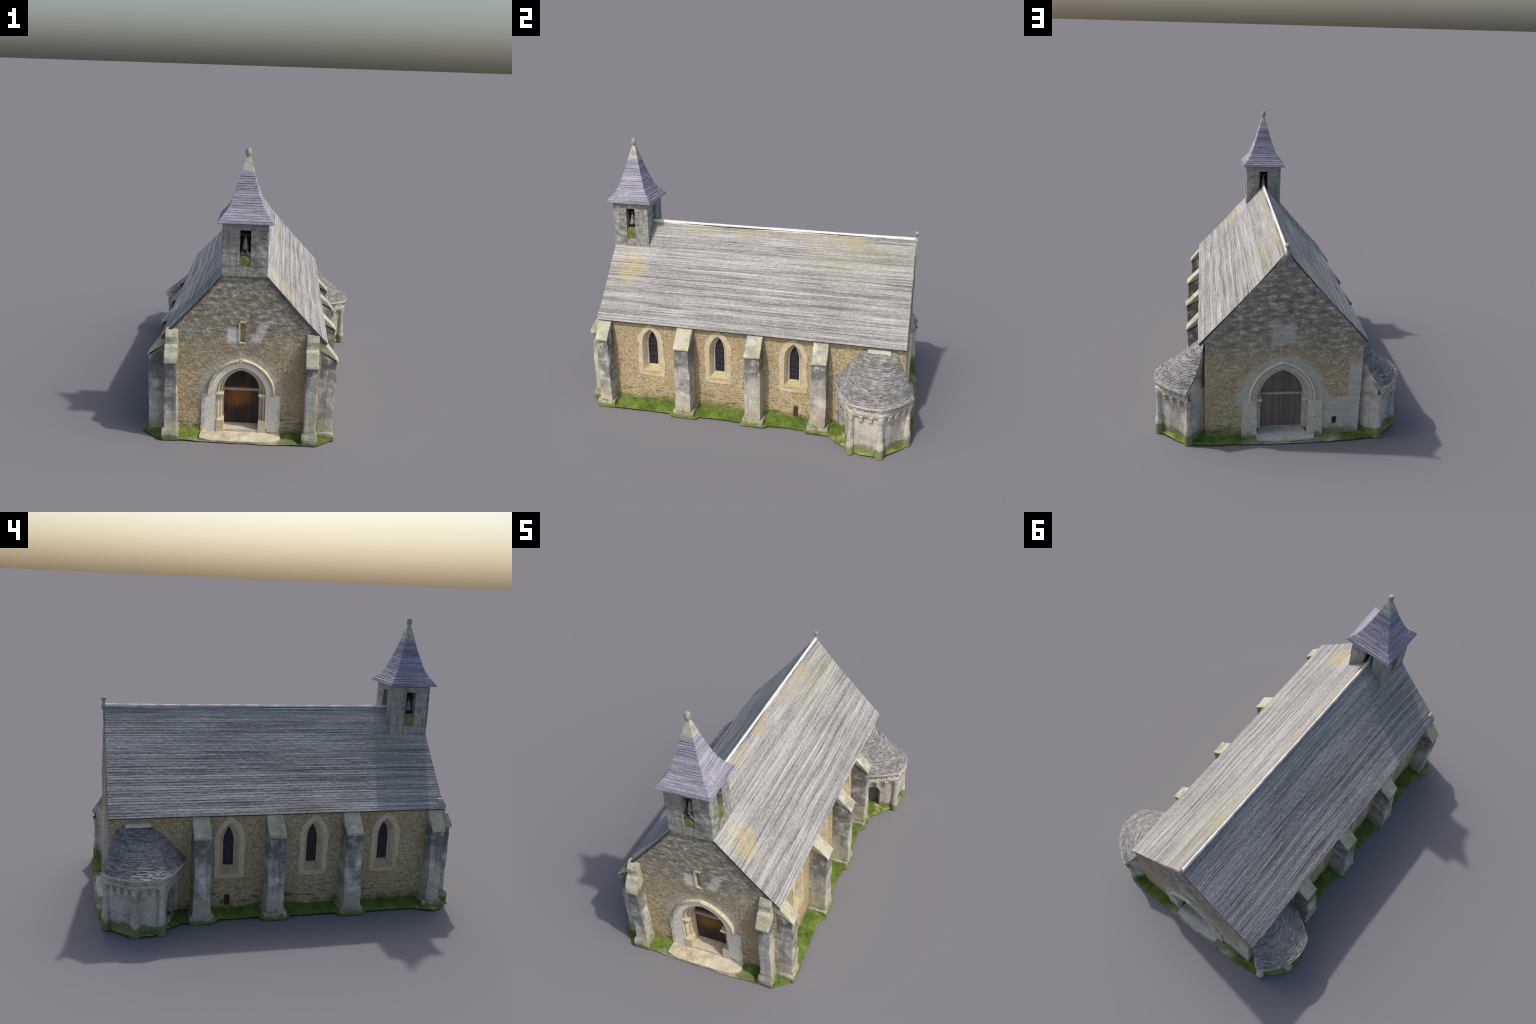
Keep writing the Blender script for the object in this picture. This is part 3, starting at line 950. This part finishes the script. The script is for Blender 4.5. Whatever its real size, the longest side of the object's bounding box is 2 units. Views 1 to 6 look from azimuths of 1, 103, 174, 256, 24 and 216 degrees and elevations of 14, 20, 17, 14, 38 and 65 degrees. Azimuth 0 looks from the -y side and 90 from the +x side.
def build_front_portal():
    par = bpy.data.objects.new("front_portal", None)
    COL.objects.link(par)
    par.parent = ROOT
    F = FRONT
    path = densify(arch(0.135, 0.25, 0.406, 0.03, 16), 0.02)
    # moulded reveal: two rolls between wall face and door
    bm = bmesh.new()
    prof = [(0.001, 0.006), (-0.001, -0.010)] + roll(-0.008, 0.007, -0.014)[::1] + [(-0.0165, -0.028)] + roll(-0.024, 0.0065, -0.036) + [(-0.033, -0.052), (-0.038, -0.066), (-0.038, -0.088)]
    sweep(bm, F, path, prof, False)
    add("arch_moulding", bm, M_CREAM, par, 35)
    # plastered band round the arch and down the jambs
    bm = bmesh.new()
    up = [p for p in path if p[1] >= 0.2499]
    rows = [[F(u, z, d) for u, z in offset(up, o)] for o, d in ((0.0, -0.004), (0.0005, 0.0045), (0.036, 0.0045), (0.040, -0.006))]
    loft(bm, rows)
    for s in (-1, 1):
        rag = [(s * (0.2185 + 0.006 * noise.noise(Vector((s * 5, z * 40, 0)))), z) for z in (0.012, 0.04, 0.07, 0.10, 0.13, 0.16, 0.19, 0.22, 0.243)]
        pts = [(s * 0.135, 0.012)] + rag + [(s * 0.190, 0.2495), (s * 0.135, 0.2495)]
        fill(bm, F, pts[::s], -0.008, 0.0045)
    add("portal_band", bm, M_PLASTER, par)
    # hood mould
    bm = bmesh.new()
    hood = arch(0.176, 0.25, 0.447, 0.249, 18)
    sweep(bm, F, hood, [(-0.009, -0.006), (-0.010, 0.008), (-0.003, 0.014), (0.005, 0.019), (0.010, 0.013), (0.0105, -0.006)])
    jitter(bm, 0.003, 22)
    add("hood_mould", bm, M_CREAM, par, 50)
    bm = bmesh.new()
    fill(bm, F, [(-0.012, 0.440), (0.004, 0.442), (0.004, 0.461), (-0.010, 0.460)], 0.0, 0.020)
    bevel(bm, 0.003)
    add("hood_keystone", bm, M_CREAM, par)
    for s in (-1, 1):
        bm = bmesh.new()     # capital
        u = sorted((s * 0.098, s * 0.133))
        loft(bm, [[F(a, z, d) for a, d in ((u[0] - o, -0.05), (u[1] + o, -0.05), (u[1] + o, 0.002 + o), (u[0] - o, 0.002 + o))] for z, o in ((0.226, -0.006), (0.238, -0.001), (0.244, 0.003), (0.250, 0.003), (0.252, 0.0))], True, True)
        add("capital", bm, M_CREAM, par)
        bm = bmesh.new()     # base block
        fill(bm, F, [(u[0], 0.018), (u[1] + 0.004, 0.018), (u[1] + 0.004, 0.095), (u[0], 0.095)][::1], -0.080, 0.009)
        bevel(bm, 0.004, 2)
        add("jamb_base", bm, M_CREAM, par)
    # doors
    door = bpy.data.objects.new("door", None)
    COL.objects.link(door)
    door.parent = par
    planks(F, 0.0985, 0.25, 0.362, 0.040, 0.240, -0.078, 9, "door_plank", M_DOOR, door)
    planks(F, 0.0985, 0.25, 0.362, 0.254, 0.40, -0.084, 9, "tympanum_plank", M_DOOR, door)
    bm = bmesh.new()
    fill(bm, F, [(-0.0985, 0.241), (0.0985, 0.241), (0.0985, 0.2545), (-0.0985, 0.2545)], -0.088, -0.070)
    bevel(bm, 0.0025)
    add("door_rail", bm, M_RAIL, door)
    bm = bmesh.new()
    fill(bm, F, [(-0.10, 0.03), (0.10, 0.03), (0.10, 0.38), (-0.10, 0.38)], -0.094, -0.0905)
    add("door_backing", bm, M_DARK, door)
    # threshold and worn step
    bm = bmesh.new()
    box(bm, (-0.128, YF - 0.004, 0.0), (0.068, YF + 0.090, 0.042))
    bevel(bm, 0.004, 2)
    add("threshold", bm, M_STEP, par)
    bm = bmesh.new()
    prism(bm, [(-0.252, -0.972, 0.004), (-0.19, -0.992, 0.004), (-0.05, -0.994, 0.004), (0.10, -0.990, 0.004), (0.17, -0.976, 0.004), (0.192, -0.950, 0.004), (0.19, -0.895, 0.006), (-0.248, -0.895, 0.006)], (0, 0, 0.010))
    bmesh.ops.recalc_face_normals(bm, faces=bm.faces)
    bevel(bm, 0.004, 2)
    dice(bm, 0.02)
    jitter(bm, 0.006, 14, 2.0, 0.002)
    for v in bm.verts:
        v.co.z += 0.014 * max(0, min(1, (v.co.y + 0.99) / 0.09)) if v.co.z > 0.011 else 0
    add("door_step", bm, M_STEP, par, 40)


def build_rear_portal():
    par = bpy.data.objects.new("rear_portal", None)
    COL.objects.link(par)
    par.parent = ROOT
    F = REAR
    sp = 0.236
    # four-roll archivolt standing on the jamb blocks
    bm = bmesh.new()
    path = arch(0.184, sp, 0.463, sp - 0.001, 20)
    prof = [(0.0, -0.008), (0.001, 0.006)] + roll(-0.008, 0.0065, 0.010) + [(-0.0165, 0.004)] + roll(-0.0245, 0.0065, 0.004) + [(-0.0325, -0.006)] + roll(-0.0400, 0.006, -0.008) + [(-0.048, -0.018)] + roll(-0.055, 0.0055, -0.022) + [(-0.062, -0.036), (-0.067, -0.056), (-0.068, -0.088)]
    sweep(bm, F, path, prof, False)
    for v in bm.verts:
        pass
    add("arch_moulding", bm, M_REARSTONE, par, 35)
    for s in (-1, 1):
        for z0, z1 in ((0.012, 0.128), (0.1295, 0.234)):
            bm = bmesh.new()
            u = sorted((s * 0.139, s * 0.2205))
            fill(bm, F, [(u[0], z0), (u[1], z0), (u[1], z1), (u[0], z1)], -0.09, 0.012)
            bevel(bm, 0.003, 2)
            dice(bm, 0.03)
            jitter(bm, 0.003, 18)
            add("jamb_block", bm, M_REARSTONE, par, 30)
        bm = bmesh.new()     # inner jamb shaft
        u = sorted((s * 0.114, s * 0.1385))
        fill(bm, F, [(u[0], 0.02), (u[1], 0.02), (u[1], 0.234), (u[0], 0.234)], -0.09, -0.048)
        bevel(bm, 0.005, 2)
        add("jamb_shaft", bm, M_REARSTONE, par, 40)
        bm = bmesh.new()
        u = sorted((s * 0.110, s * 0.150))
        fill(bm, F, [(u[0], 0.226), (u[1], 0.226), (u[1], 0.240), (u[0], 0.240)], -0.09, 0.004)
        bevel(bm, 0.003, 2)
        add("capital", bm, M_REARSTONE, par, 40)
    door = bpy.data.objects.new("door", None)
    COL.objects.link(door)
    door.parent = par
    planks(F, 0.1175, sp, 0.385, 0.034, 0.231, -0.080, 7, "door_plank", M_DOOR2, door)
    planks(F, 0.1175, sp, 0.385, 0.2435, 0.41, -0.082, 7, "tympanum_plank", M_DOOR2, door)
    bm = bmesh.new()
    fill(bm, F, [(-0.1165, 0.231), (0.1165, 0.231), (0.1165, 0.244), (-0.1165, 0.244)], -0.084, -0.068)
    bevel(bm, 0.002)
    add("door_rail", bm, M_RAIL, door)
    bm = bmesh.new()
    fill(bm, F, [(-0.138, 0.03), (0.138, 0.03), (0.12, 0.34), (0, 0.41), (-0.12, 0.34)], -0.096, -0.090)
    add("door_backing", bm, M_DARK, door)
    bm = bmesh.new()
    prism(bm, [F(-0.114, 0, -0.09), F(-0.138, 0, 0.0), F(-0.138, 0, 0.008), F(0.138, 0, 0.008), F(0.138, 0, 0.0), F(0.114, 0, -0.09)], (0, 0, 0.034))
    bmesh.ops.recalc_face_normals(bm, faces=bm.faces)
    bevel(bm, 0.004, 2)
    add("threshold", bm, M_STEP2, par)
    bm = bmesh.new()
    prism(bm, [(0.135, 0.925, 0.006), (0.12, 0.985, 0.006), (-0.06, 0.990, 0.006), (-0.19, 0.975, 0.006), (-0.20, 0.925, 0.006)], (0, 0, 0.012))
    bmesh.ops.recalc_face_normals(bm, faces=bm.faces)
    bevel(bm, 0.004, 2)
    dice(bm, 0.02)
    jitter(bm, 0.006, 14, 7.0, 0.002)
    for v in bm.verts:
        v.co.z += 0.016 * max(0, min(1, (0.99 - v.co.y) / 0.06)) if v.co.z > 0.011 else 0
    add("door_step", bm, M_STEP2, par, 40)


# ----------------------------------------------------------------- side apses
def build_apse(right):
    par = bpy.data.objects.new("side_apse", None)
    COL.objects.link(par)
    par.parent = ROOT
    if right:
        wx = wall_x(True, 0.78)
        P = [(0.380, 0.550), (0.640, 0.664), (0.652, 0.828), (0.494, 0.966), (0.380, 0.880)]
        V = [(0.404, 0.530, 0.326), (0.655, 0.655, 0.319), (0.672, 0.838, 0.317), (0.504, 0.990, 0.312)]
        T = [(0.408, 0.700, 0.534), (0.411, 0.880, 0.534)]
        E = (0.412, 0.920, 0.425)
    else:
        wx = wall_x(False, 0.78)
        P = [(-0.430, 0.576), (-0.641, 0.682), (-0.648, 0.812), (-0.540, 0.952), (-0.420, 0.880)]
        V = [(-0.444, 0.530, 0.326), (-0.662, 0.652, 0.316), (-0.672, 0.818, 0.310), (-0.549, 0.973, 0.308)]
        T = [(-0.440, 0.700, 0.526), (-0.436, 0.880, 0.526)]
        E = (-0.438, 0.925, 0.425)
    sgn = 1 if right else -1
    P3 = [Vector((x, y, 0)) for x, y in P]
    cen = Vector((wx, 0.775, 0))
    # ---- drum
    bm = bmesh.new()
    prism(bm, [p for p in P3], (0, 0, 0.300))
    bmesh.ops.recalc_face_normals(bm, faces=bm.faces)
    dice(bm, 0.03)
    drum = add("apse_wall", bm, M_APSE, par)
    # arched niche in the facet next to the buttress
    t = (P3[1] - P3[0]).normalized()
    n = Vector((t.y, -t.x, 0)) * sgn
    L = (P3[1] - P3[0]).length
    N = Face(P3[0] + t * L * 0.46, t * sgn, n)
    cut = bmesh.new()
    fill(cut, N, arch(0.052, 0.150, 0.206, 0.036), -0.055, 0.03)
    bmesh.ops.recalc_face_normals(cut, faces=cut.faces)
    me = bpy.data.meshes.new("cutter")
    cut.to_mesh(me)
    cut.free()
    co = bpy.data.objects.new("cutter", me)
    COL.objects.link(co)
    md = drum.modifiers.new("niche", "BOOLEAN")
    md.operation, md.solver, md.object = "DIFFERENCE", "EXACT", co
    dg = bpy.context.evaluated_depsgraph_get()
    new = bpy.data.meshes.new_from_object(drum.evaluated_get(dg))
    drum.modifiers.clear()
    drum.data = new
    bpy.data.objects.remove(co)
    bm = bmesh.new()
    bm.from_mesh(new)
    jitter(bm, 0.004, 11, 3 + sgn)
    for v in bm.verts:
        v.co.z = max(0.0, v.co.z)
    bm.to_mesh(new)
    bm.free()
    bm = bmesh.new()
    fill(bm, N, arch(0.050, 0.150, 0.204, 0.038), -0.056, -0.050)
    add("niche_door", bm, M_DOOR2, drum)
    bm = bmesh.new()
    sweep(bm, N, arch(0.052, 0.150, 0.206, 0.149), [(0.0, -0.004), (0.0, 0.004), (0.010, 0.005), (0.011, -0.004)])
    add("niche_arch", bm, M_APSE, drum, 40)
    bm = bmesh.new()
    fill(bm, N, [(-0.051, 0.004), (0.051, 0.004), (0.051, 0.040), (-0.051, 0.040)], -0.045, 0.006)
    bevel(bm, 0.004, 2)
    add("niche_sill", bm, M_STEP2, drum)
    # ---- half-round columns on the angles, wider footed
    for i in (1, 2, 3):
        p = P3[i]
        bm = bmesh.new()
        q = (0, 0, 0)
        r = 0.0165
        lathe(bm, p + (p - cen).normalized() * 0.001, [(r + 0.009, 0.0), (r + 0.009, 0.030), (r + 0.006, 0.085), (r + 0.002, 0.105), (r, 0.125), (r - 0.001, 0.218), (r + 0.001, 0.222), (r + 0.001, 0.230), (r + 0.005, 0.250), (r + 0.005, 0.258)], 14)
        dice(bm, 0.03)
        jitter(bm, 0.0015, 14, i * 2.0 + sgn)
        add("corner_column", bm, M_APSE, par, 50)
    bm = bmesh.new()
    lathe(bm, P3[0] + t * 0.016, [(0.014, 0.0), (0.014, 0.21), (0.018, 0.225), (0.018, 0.258)], 12)
    add("corner_column", bm, M_APSE, par, 50)
    # ---- corbel table: cornice with corbels
    def ring(d):
        out = []
        for i, p in enumerate(P3):
            a = P3[max(0, i - 1)]
            b = P3[min(len(P3) - 1, i + 1)]
            dirs = []
            for q, r_ in ((a, p), (p, b)):
                if (r_ - q).length > 1e-6:
                    tt = (r_ - q).normalized()
                    dirs.append(Vector((tt.y, -tt.x, 0)) * sgn)
            m_ = sum(dirs, Vector()) / len(dirs)
            out.append(p + m_ * d / m_.length_squared)
        return out[:4]
    up = lambda ps, z: [p + Vector((0, 0, z)) for p in ps]
    bm = bmesh.new()
    loft(bm, [up(ring(-0.01), 0.252), up(ring(0.016), 0.252), up(ring(0.020), 0.260), up(ring(0.020), 0.274), up(ring(0.011), 0.279), up(ring(0.018), 0.300), up(ring(0.022), 0.312), up(ring(-0.01), 0.316)])
    dice(bm, 0.03)
    jitter(bm, 0.003, 25)
    add("cornice", bm, M_APSE, par, 40)
    rnd = random.Random(17 + sgn)
    base = bmesh.new()
    loft(base, [[(x * a, y, z) for x, y in ((-0.0105, -0.006), (0.0105, -0.006), (0.0105, o), (-0.0105, o))] for z, o, a in ((0.0, 0.010, 0.75), (0.006, 0.016, 1), (0.026, 0.021, 1), (0.042, 0.024, 1.2))], True, True)
    bmesh.ops.recalc_face_normals(base, faces=base.faces)
    bevel(base, 0.002)
    cme = bpy.data.meshes.new("corbel")
    base.to_mesh(cme)
    base.free()
    cme.materials.append(M_CORBEL)
    tme = None
    for i in range(3):
        a, b = P3[i], P3[i + 1]
        tt = (b - a).normalized()
        nn = Vector((tt.y, -tt.x, 0)) * sgn
        ln = (b - a).length
        k = {0: 4, 1: 2, 2: 3}[i]
        for j in range(k):
            f = (j + 1) / (k + 1) if i else 0.16 + 0.2 * j
            o = bpy.data.objects.new("corbel", cme)
            COL.objects.link(o)
            o.parent = par
            p = a + tt * ln * f
            M = Matrix((tt * -sgn, nn, Vector((0, 0, 1)))).transposed().to_4x4()
            M.translation = p + Vector((0, 0, 0.213 + rnd.uniform(-0.003, 0.003)))
            o.matrix_local = M
        # upper row of little dentils under the eave
        bm = bmesh.new()
        k2 = int(ln / 0.034)
        for j in range(k2):
            p = a + tt * ln * (j + 0.5) / k2 + nn * 0.008 + Vector((0, 0, 0.279))
            w = 0.010 * rnd.uniform(0.8, 1.2)
            prism(bm, [p - tt * w, p + tt * w, p + tt * w + nn * 0.010, p - tt * w + nn * 0.010], (0, 0, 0.020))
        ob = add("eave_dentils", bm, M_APSE, par)
        ob["kind"] = "stuff"
    # ---- swept slate roof
    V3 = [Vector(v) for v in V]
    seg = [(V3[i + 1] - V3[i]).length for i in range(3)]
    tot = sum(seg)

    def eave(u):
        s = u * tot
        for i in range(3):
            if s <= seg[i] or i == 2:
                f = min(1, s / seg[i])
                p = V3[i].lerp(V3[i + 1], f)
                d = (V3[i + 1] - V3[i]).normalized()
                o = Vector((d.y, -d.x, 0)) * sgn
                return p + o * (0.014 if i else 0.010) * math.sin(math.pi * f)
            s -= seg[i]
    Ta, Tb, EE = Vector(T[0]), Vector(T[1]), Vector(E)

    def surf(u, v):
        b = eave(u)
        tp = Ta.lerp(Tb, min(1, max(0, (u - 0.05) / 0.9)))
        mid = (b + tp) * 0.5
        out = Vector((sgn * 0.6, 0, 0.8))
        mid = mid - out * (0.008 if right else 0.018)
        k = max(0.0, (u - 0.72) / 0.28) ** 1.5
        end = Vector((EE.x + 0.0 * sgn, EE.y, EE.z)) * 1.0
        mid = mid.lerp(end, 0.75 * k)
        p = b * (1 - v) ** 2 + mid * 2 * v * (1 - v) + tp * v * v
        p += out * 0.003 * noise.noise(p * 22)
        nn = Vector((b.x - wx, (b.y - 0.78), 0.0))
        nn = (nn.normalized() * 0.6 + Vector((0, 0, 0.8))).normalized()
        return p, nn
    slates("apse_slates", M_APSESLATE, surf, 22, 0.019, 0.0030, par, 0.002, 5 + sgn, 0.7)
    bm = bmesh.new()
    nu, nv = 40, 14
    top = [[surf(i / nu, j / nv)[0] for i in range(nu + 1)] for j in range(nv + 1)]
    bot = [[surf(i / nu, j / nv)[0] - Vector((0, 0, 0.008)) for i in range(nu + 1)] for j in range(nv + 1)]
    a = loft(bm, top)
    b = loft(bm, bot)
    rg = lambda g: g[0][:] + [r[-1] for r in g[1:-1]] + g[-1][::-1] + [r[0] for r in g[-2:0:-1]]
    ra, rb = rg(a), rg(b)
    for i in range(len(ra)):
        j = (i + 1) % len(ra)
        bm.faces.new((ra[i], ra[j], rb[j], rb[i]))
    add("apse_roof_deck", bm, M_APSESLATE, par)
    # pale worn edge stones along the eave
    bm = bmesh.new()
    rows = []
    for i in range(61):
        p, nn = surf(i / 60, 0.0)
        o = Vector((nn.x, nn.y, 0)).normalized()
        w = 0.0035 + 0.0015 * noise.noise(p * 30)
        rows.append([p + o * w + Vector((0, 0, z)) if k else p - o * 0.006 + Vector((0, 0, z)) for k, z in ((0, -0.010), (1, -0.0085), (1, 0.002), (0, 0.006))])
    loft(bm, rows, True, True)
    add("eave_edge", bm, M_EDGE, par, 60)
    # mortar flashing where the roof dies into the nave wall
    bm = bmesh.new()
    rows = []
    for i in range(13):
        y = Ta.y + 0.02 + (Tb.y - Ta.y - 0.05) * i / 12
        z = Ta.z - 0.012 + 0.003 * noise.noise(Vector((0, y * 30, 0)))
        rows.append([(wx - 0.005 * sgn, y, z), (wx + 0.024 * sgn, y, z), (wx + 0.018 * sgn, y, z + 0.018), (wx - 0.005 * sgn, y, z + 0.030 + 0.006 * noise.noise(Vector((7, y * 50, 0))))])
    loft(bm, rows, True, True)
    add("mortar_flashing", bm, M_REARSTONE, par)
    # rear cheek wall up to the roof with its sloping coping
    bm = bmesh.new()
    verge = [surf(1.0, 0.10 + 0.75 * i / 10)[0] for i in range(11)]
    inn = Vector((-0.3 * sgn, -1, 0)).normalized()
    loft(bm, [[Vector((p.x, p.y, z * (p.z - 0.006))) + inn * d for z, d in ((0, 0.004), (0.5, 0.004), (1, 0.004), (1, 0.045), (0, 0.045))] for p in verge], True, True)
    jitter(bm, 0.003, 15)
    add("cheek_wall", bm, M_APSE, par, 30)
    bm = bmesh.new()
    verge = [surf(1.0, 0.02 + 0.80 * i / 10)[0] for i in range(11)]
    loft(bm, [[p + inn * d + Vector((0, 0, z)) for d, z in ((-0.003, -0.026), (-0.004, -0.006), (0.03, -0.006), (0.03, -0.026))] for p in verge], True, True)
    add("verge_coping", bm, M_APSE, par, 30)
    return par


M_EDGE = plain("worn_eave_edge", (0.40, 0.37, 0.34), (0.66, 0.62, 0.56), 40)


# ----------------------------------------------------------------- ground apron
def build_ground():
    edge = [(-0.462, -0.991), (-0.30, -0.990), (-0.10, -0.996), (0.15, -0.998), (0.28, -0.992), (0.400, -0.989), (0.435, -0.955), (0.484, -0.912), (0.494, -0.83),
            (0.490, -0.79), (0.484, -0.62), (0.486, -0.46), (0.514, -0.435), (0.514, -0.285), (0.488, -0.265), (0.482, -0.10), (0.488, -0.02), (0.515, -0.002), (0.515, 0.138), (0.489, 0.158), (0.482, 0.28), (0.487, 0.37), (0.512, 0.39), (0.512, 0.525),
            (0.560, 0.565), (0.635, 0.665), (0.660, 0.72), (0.664, 0.80), (0.655, 0.845), (0.580, 0.92), (0.502, 0.982), (0.44, 0.995), (0.25, 0.998), (0.0, 1.0), (-0.20, 0.998), (-0.40, 0.985), (-0.545, 0.965),
            (-0.590, 0.915), (-0.672, 0.825), (-0.672, 0.72), (-0.615, 0.66), (-0.545, 0.56), (-0.553, 0.53), (-0.562, 0.39), (-0.532, 0.37), (-0.530, 0.15), (-0.563, 0.135), (-0.565, -0.01), (-0.534, -0.03), (-0.536, -0.28), (-0.565, -0.295), (-0.567, -0.44), (-0.540, -0.46), (-0.538, -0.74), (-0.552, -0.77), (-0.583, -0.85), (-0.565, -0.90)]
    pts = []
    n = len(edge)
    for i in range(n):
        a, b = edge[i], edge[(i + 1) % n]
        k = max(1, int(math.dist(a, b) / 0.018))
        for j in range(k):
            x, y = a[0] + (b[0] - a[0]) * j / k, a[1] + (b[1] - a[1]) * j / k
            w = noise.noise_vector(Vector((x * 14, y * 14, 3))) * 0.006
            pts.append(Vector((x + w.x * 0.6, max(-1, min(1, y + w.y)), 0)))
    rings = [(0.018, 0.0), (0.0, 0.008), (0.004, 0.011), (0.016, 0.016), (0.04, 0.024), (0.07, 0.036), (0.10, 0.042), (0.16, 0.044)]
    bm = bmesh.new()
    rows = []
    for d, z in rings:
        r = []
        for p in pts:
            core = Vector((max(-0.30, min(0.27, p.x)), max(-0.75, min(0.75, p.y)), 0))
            q = core - p
            s = min(1.0, d / q.length) if q.length else 0
            c = p + q * s
            zz = z * (1 + 0.35 * noise.noise(Vector((c.x * 9, c.y * 9, 1)))) + (0.004 * noise.noise(Vector((c.x * 40, c.y * 40, 5))) if d > 0.01 else 0)
            if abs(c.y) > 0.93:
                zz *= 0.75
            if abs(c.y) > 0.78:       # trodden hollow before the doors
                zz *= 1 - 0.55 * max(0.0, min(1.0, (0.27 - abs(c.x + 0.02)) / 0.05))
            r.append((c.x, c.y, max(0.0, zz) if z else (0.004 if c.x < -0.5 else 0.0)))
        rows.append(r)
    vs = loft(bm, rows, True)
    bm.faces.new(vs[-1])
    bm.faces.new(vs[0][::-1])
    add("turf_apron", bm, M_GRASS, None, 60)


build_walls()
build_roof()
build_turret()
build_buttresses()
for i, y in enumerate(RW):
    lancet(side_face(y, True), i * 3.1)
for i, y in enumerate(LW):
    lancet(side_face(y, False), 20 + i * 3.1)
build_front_portal()
build_rear_portal()
build_apse(True)
build_apse(False)
build_ground()
for me in list(bpy.data.meshes):
    if me.users == 0:
        bpy.data.meshes.remove(me)
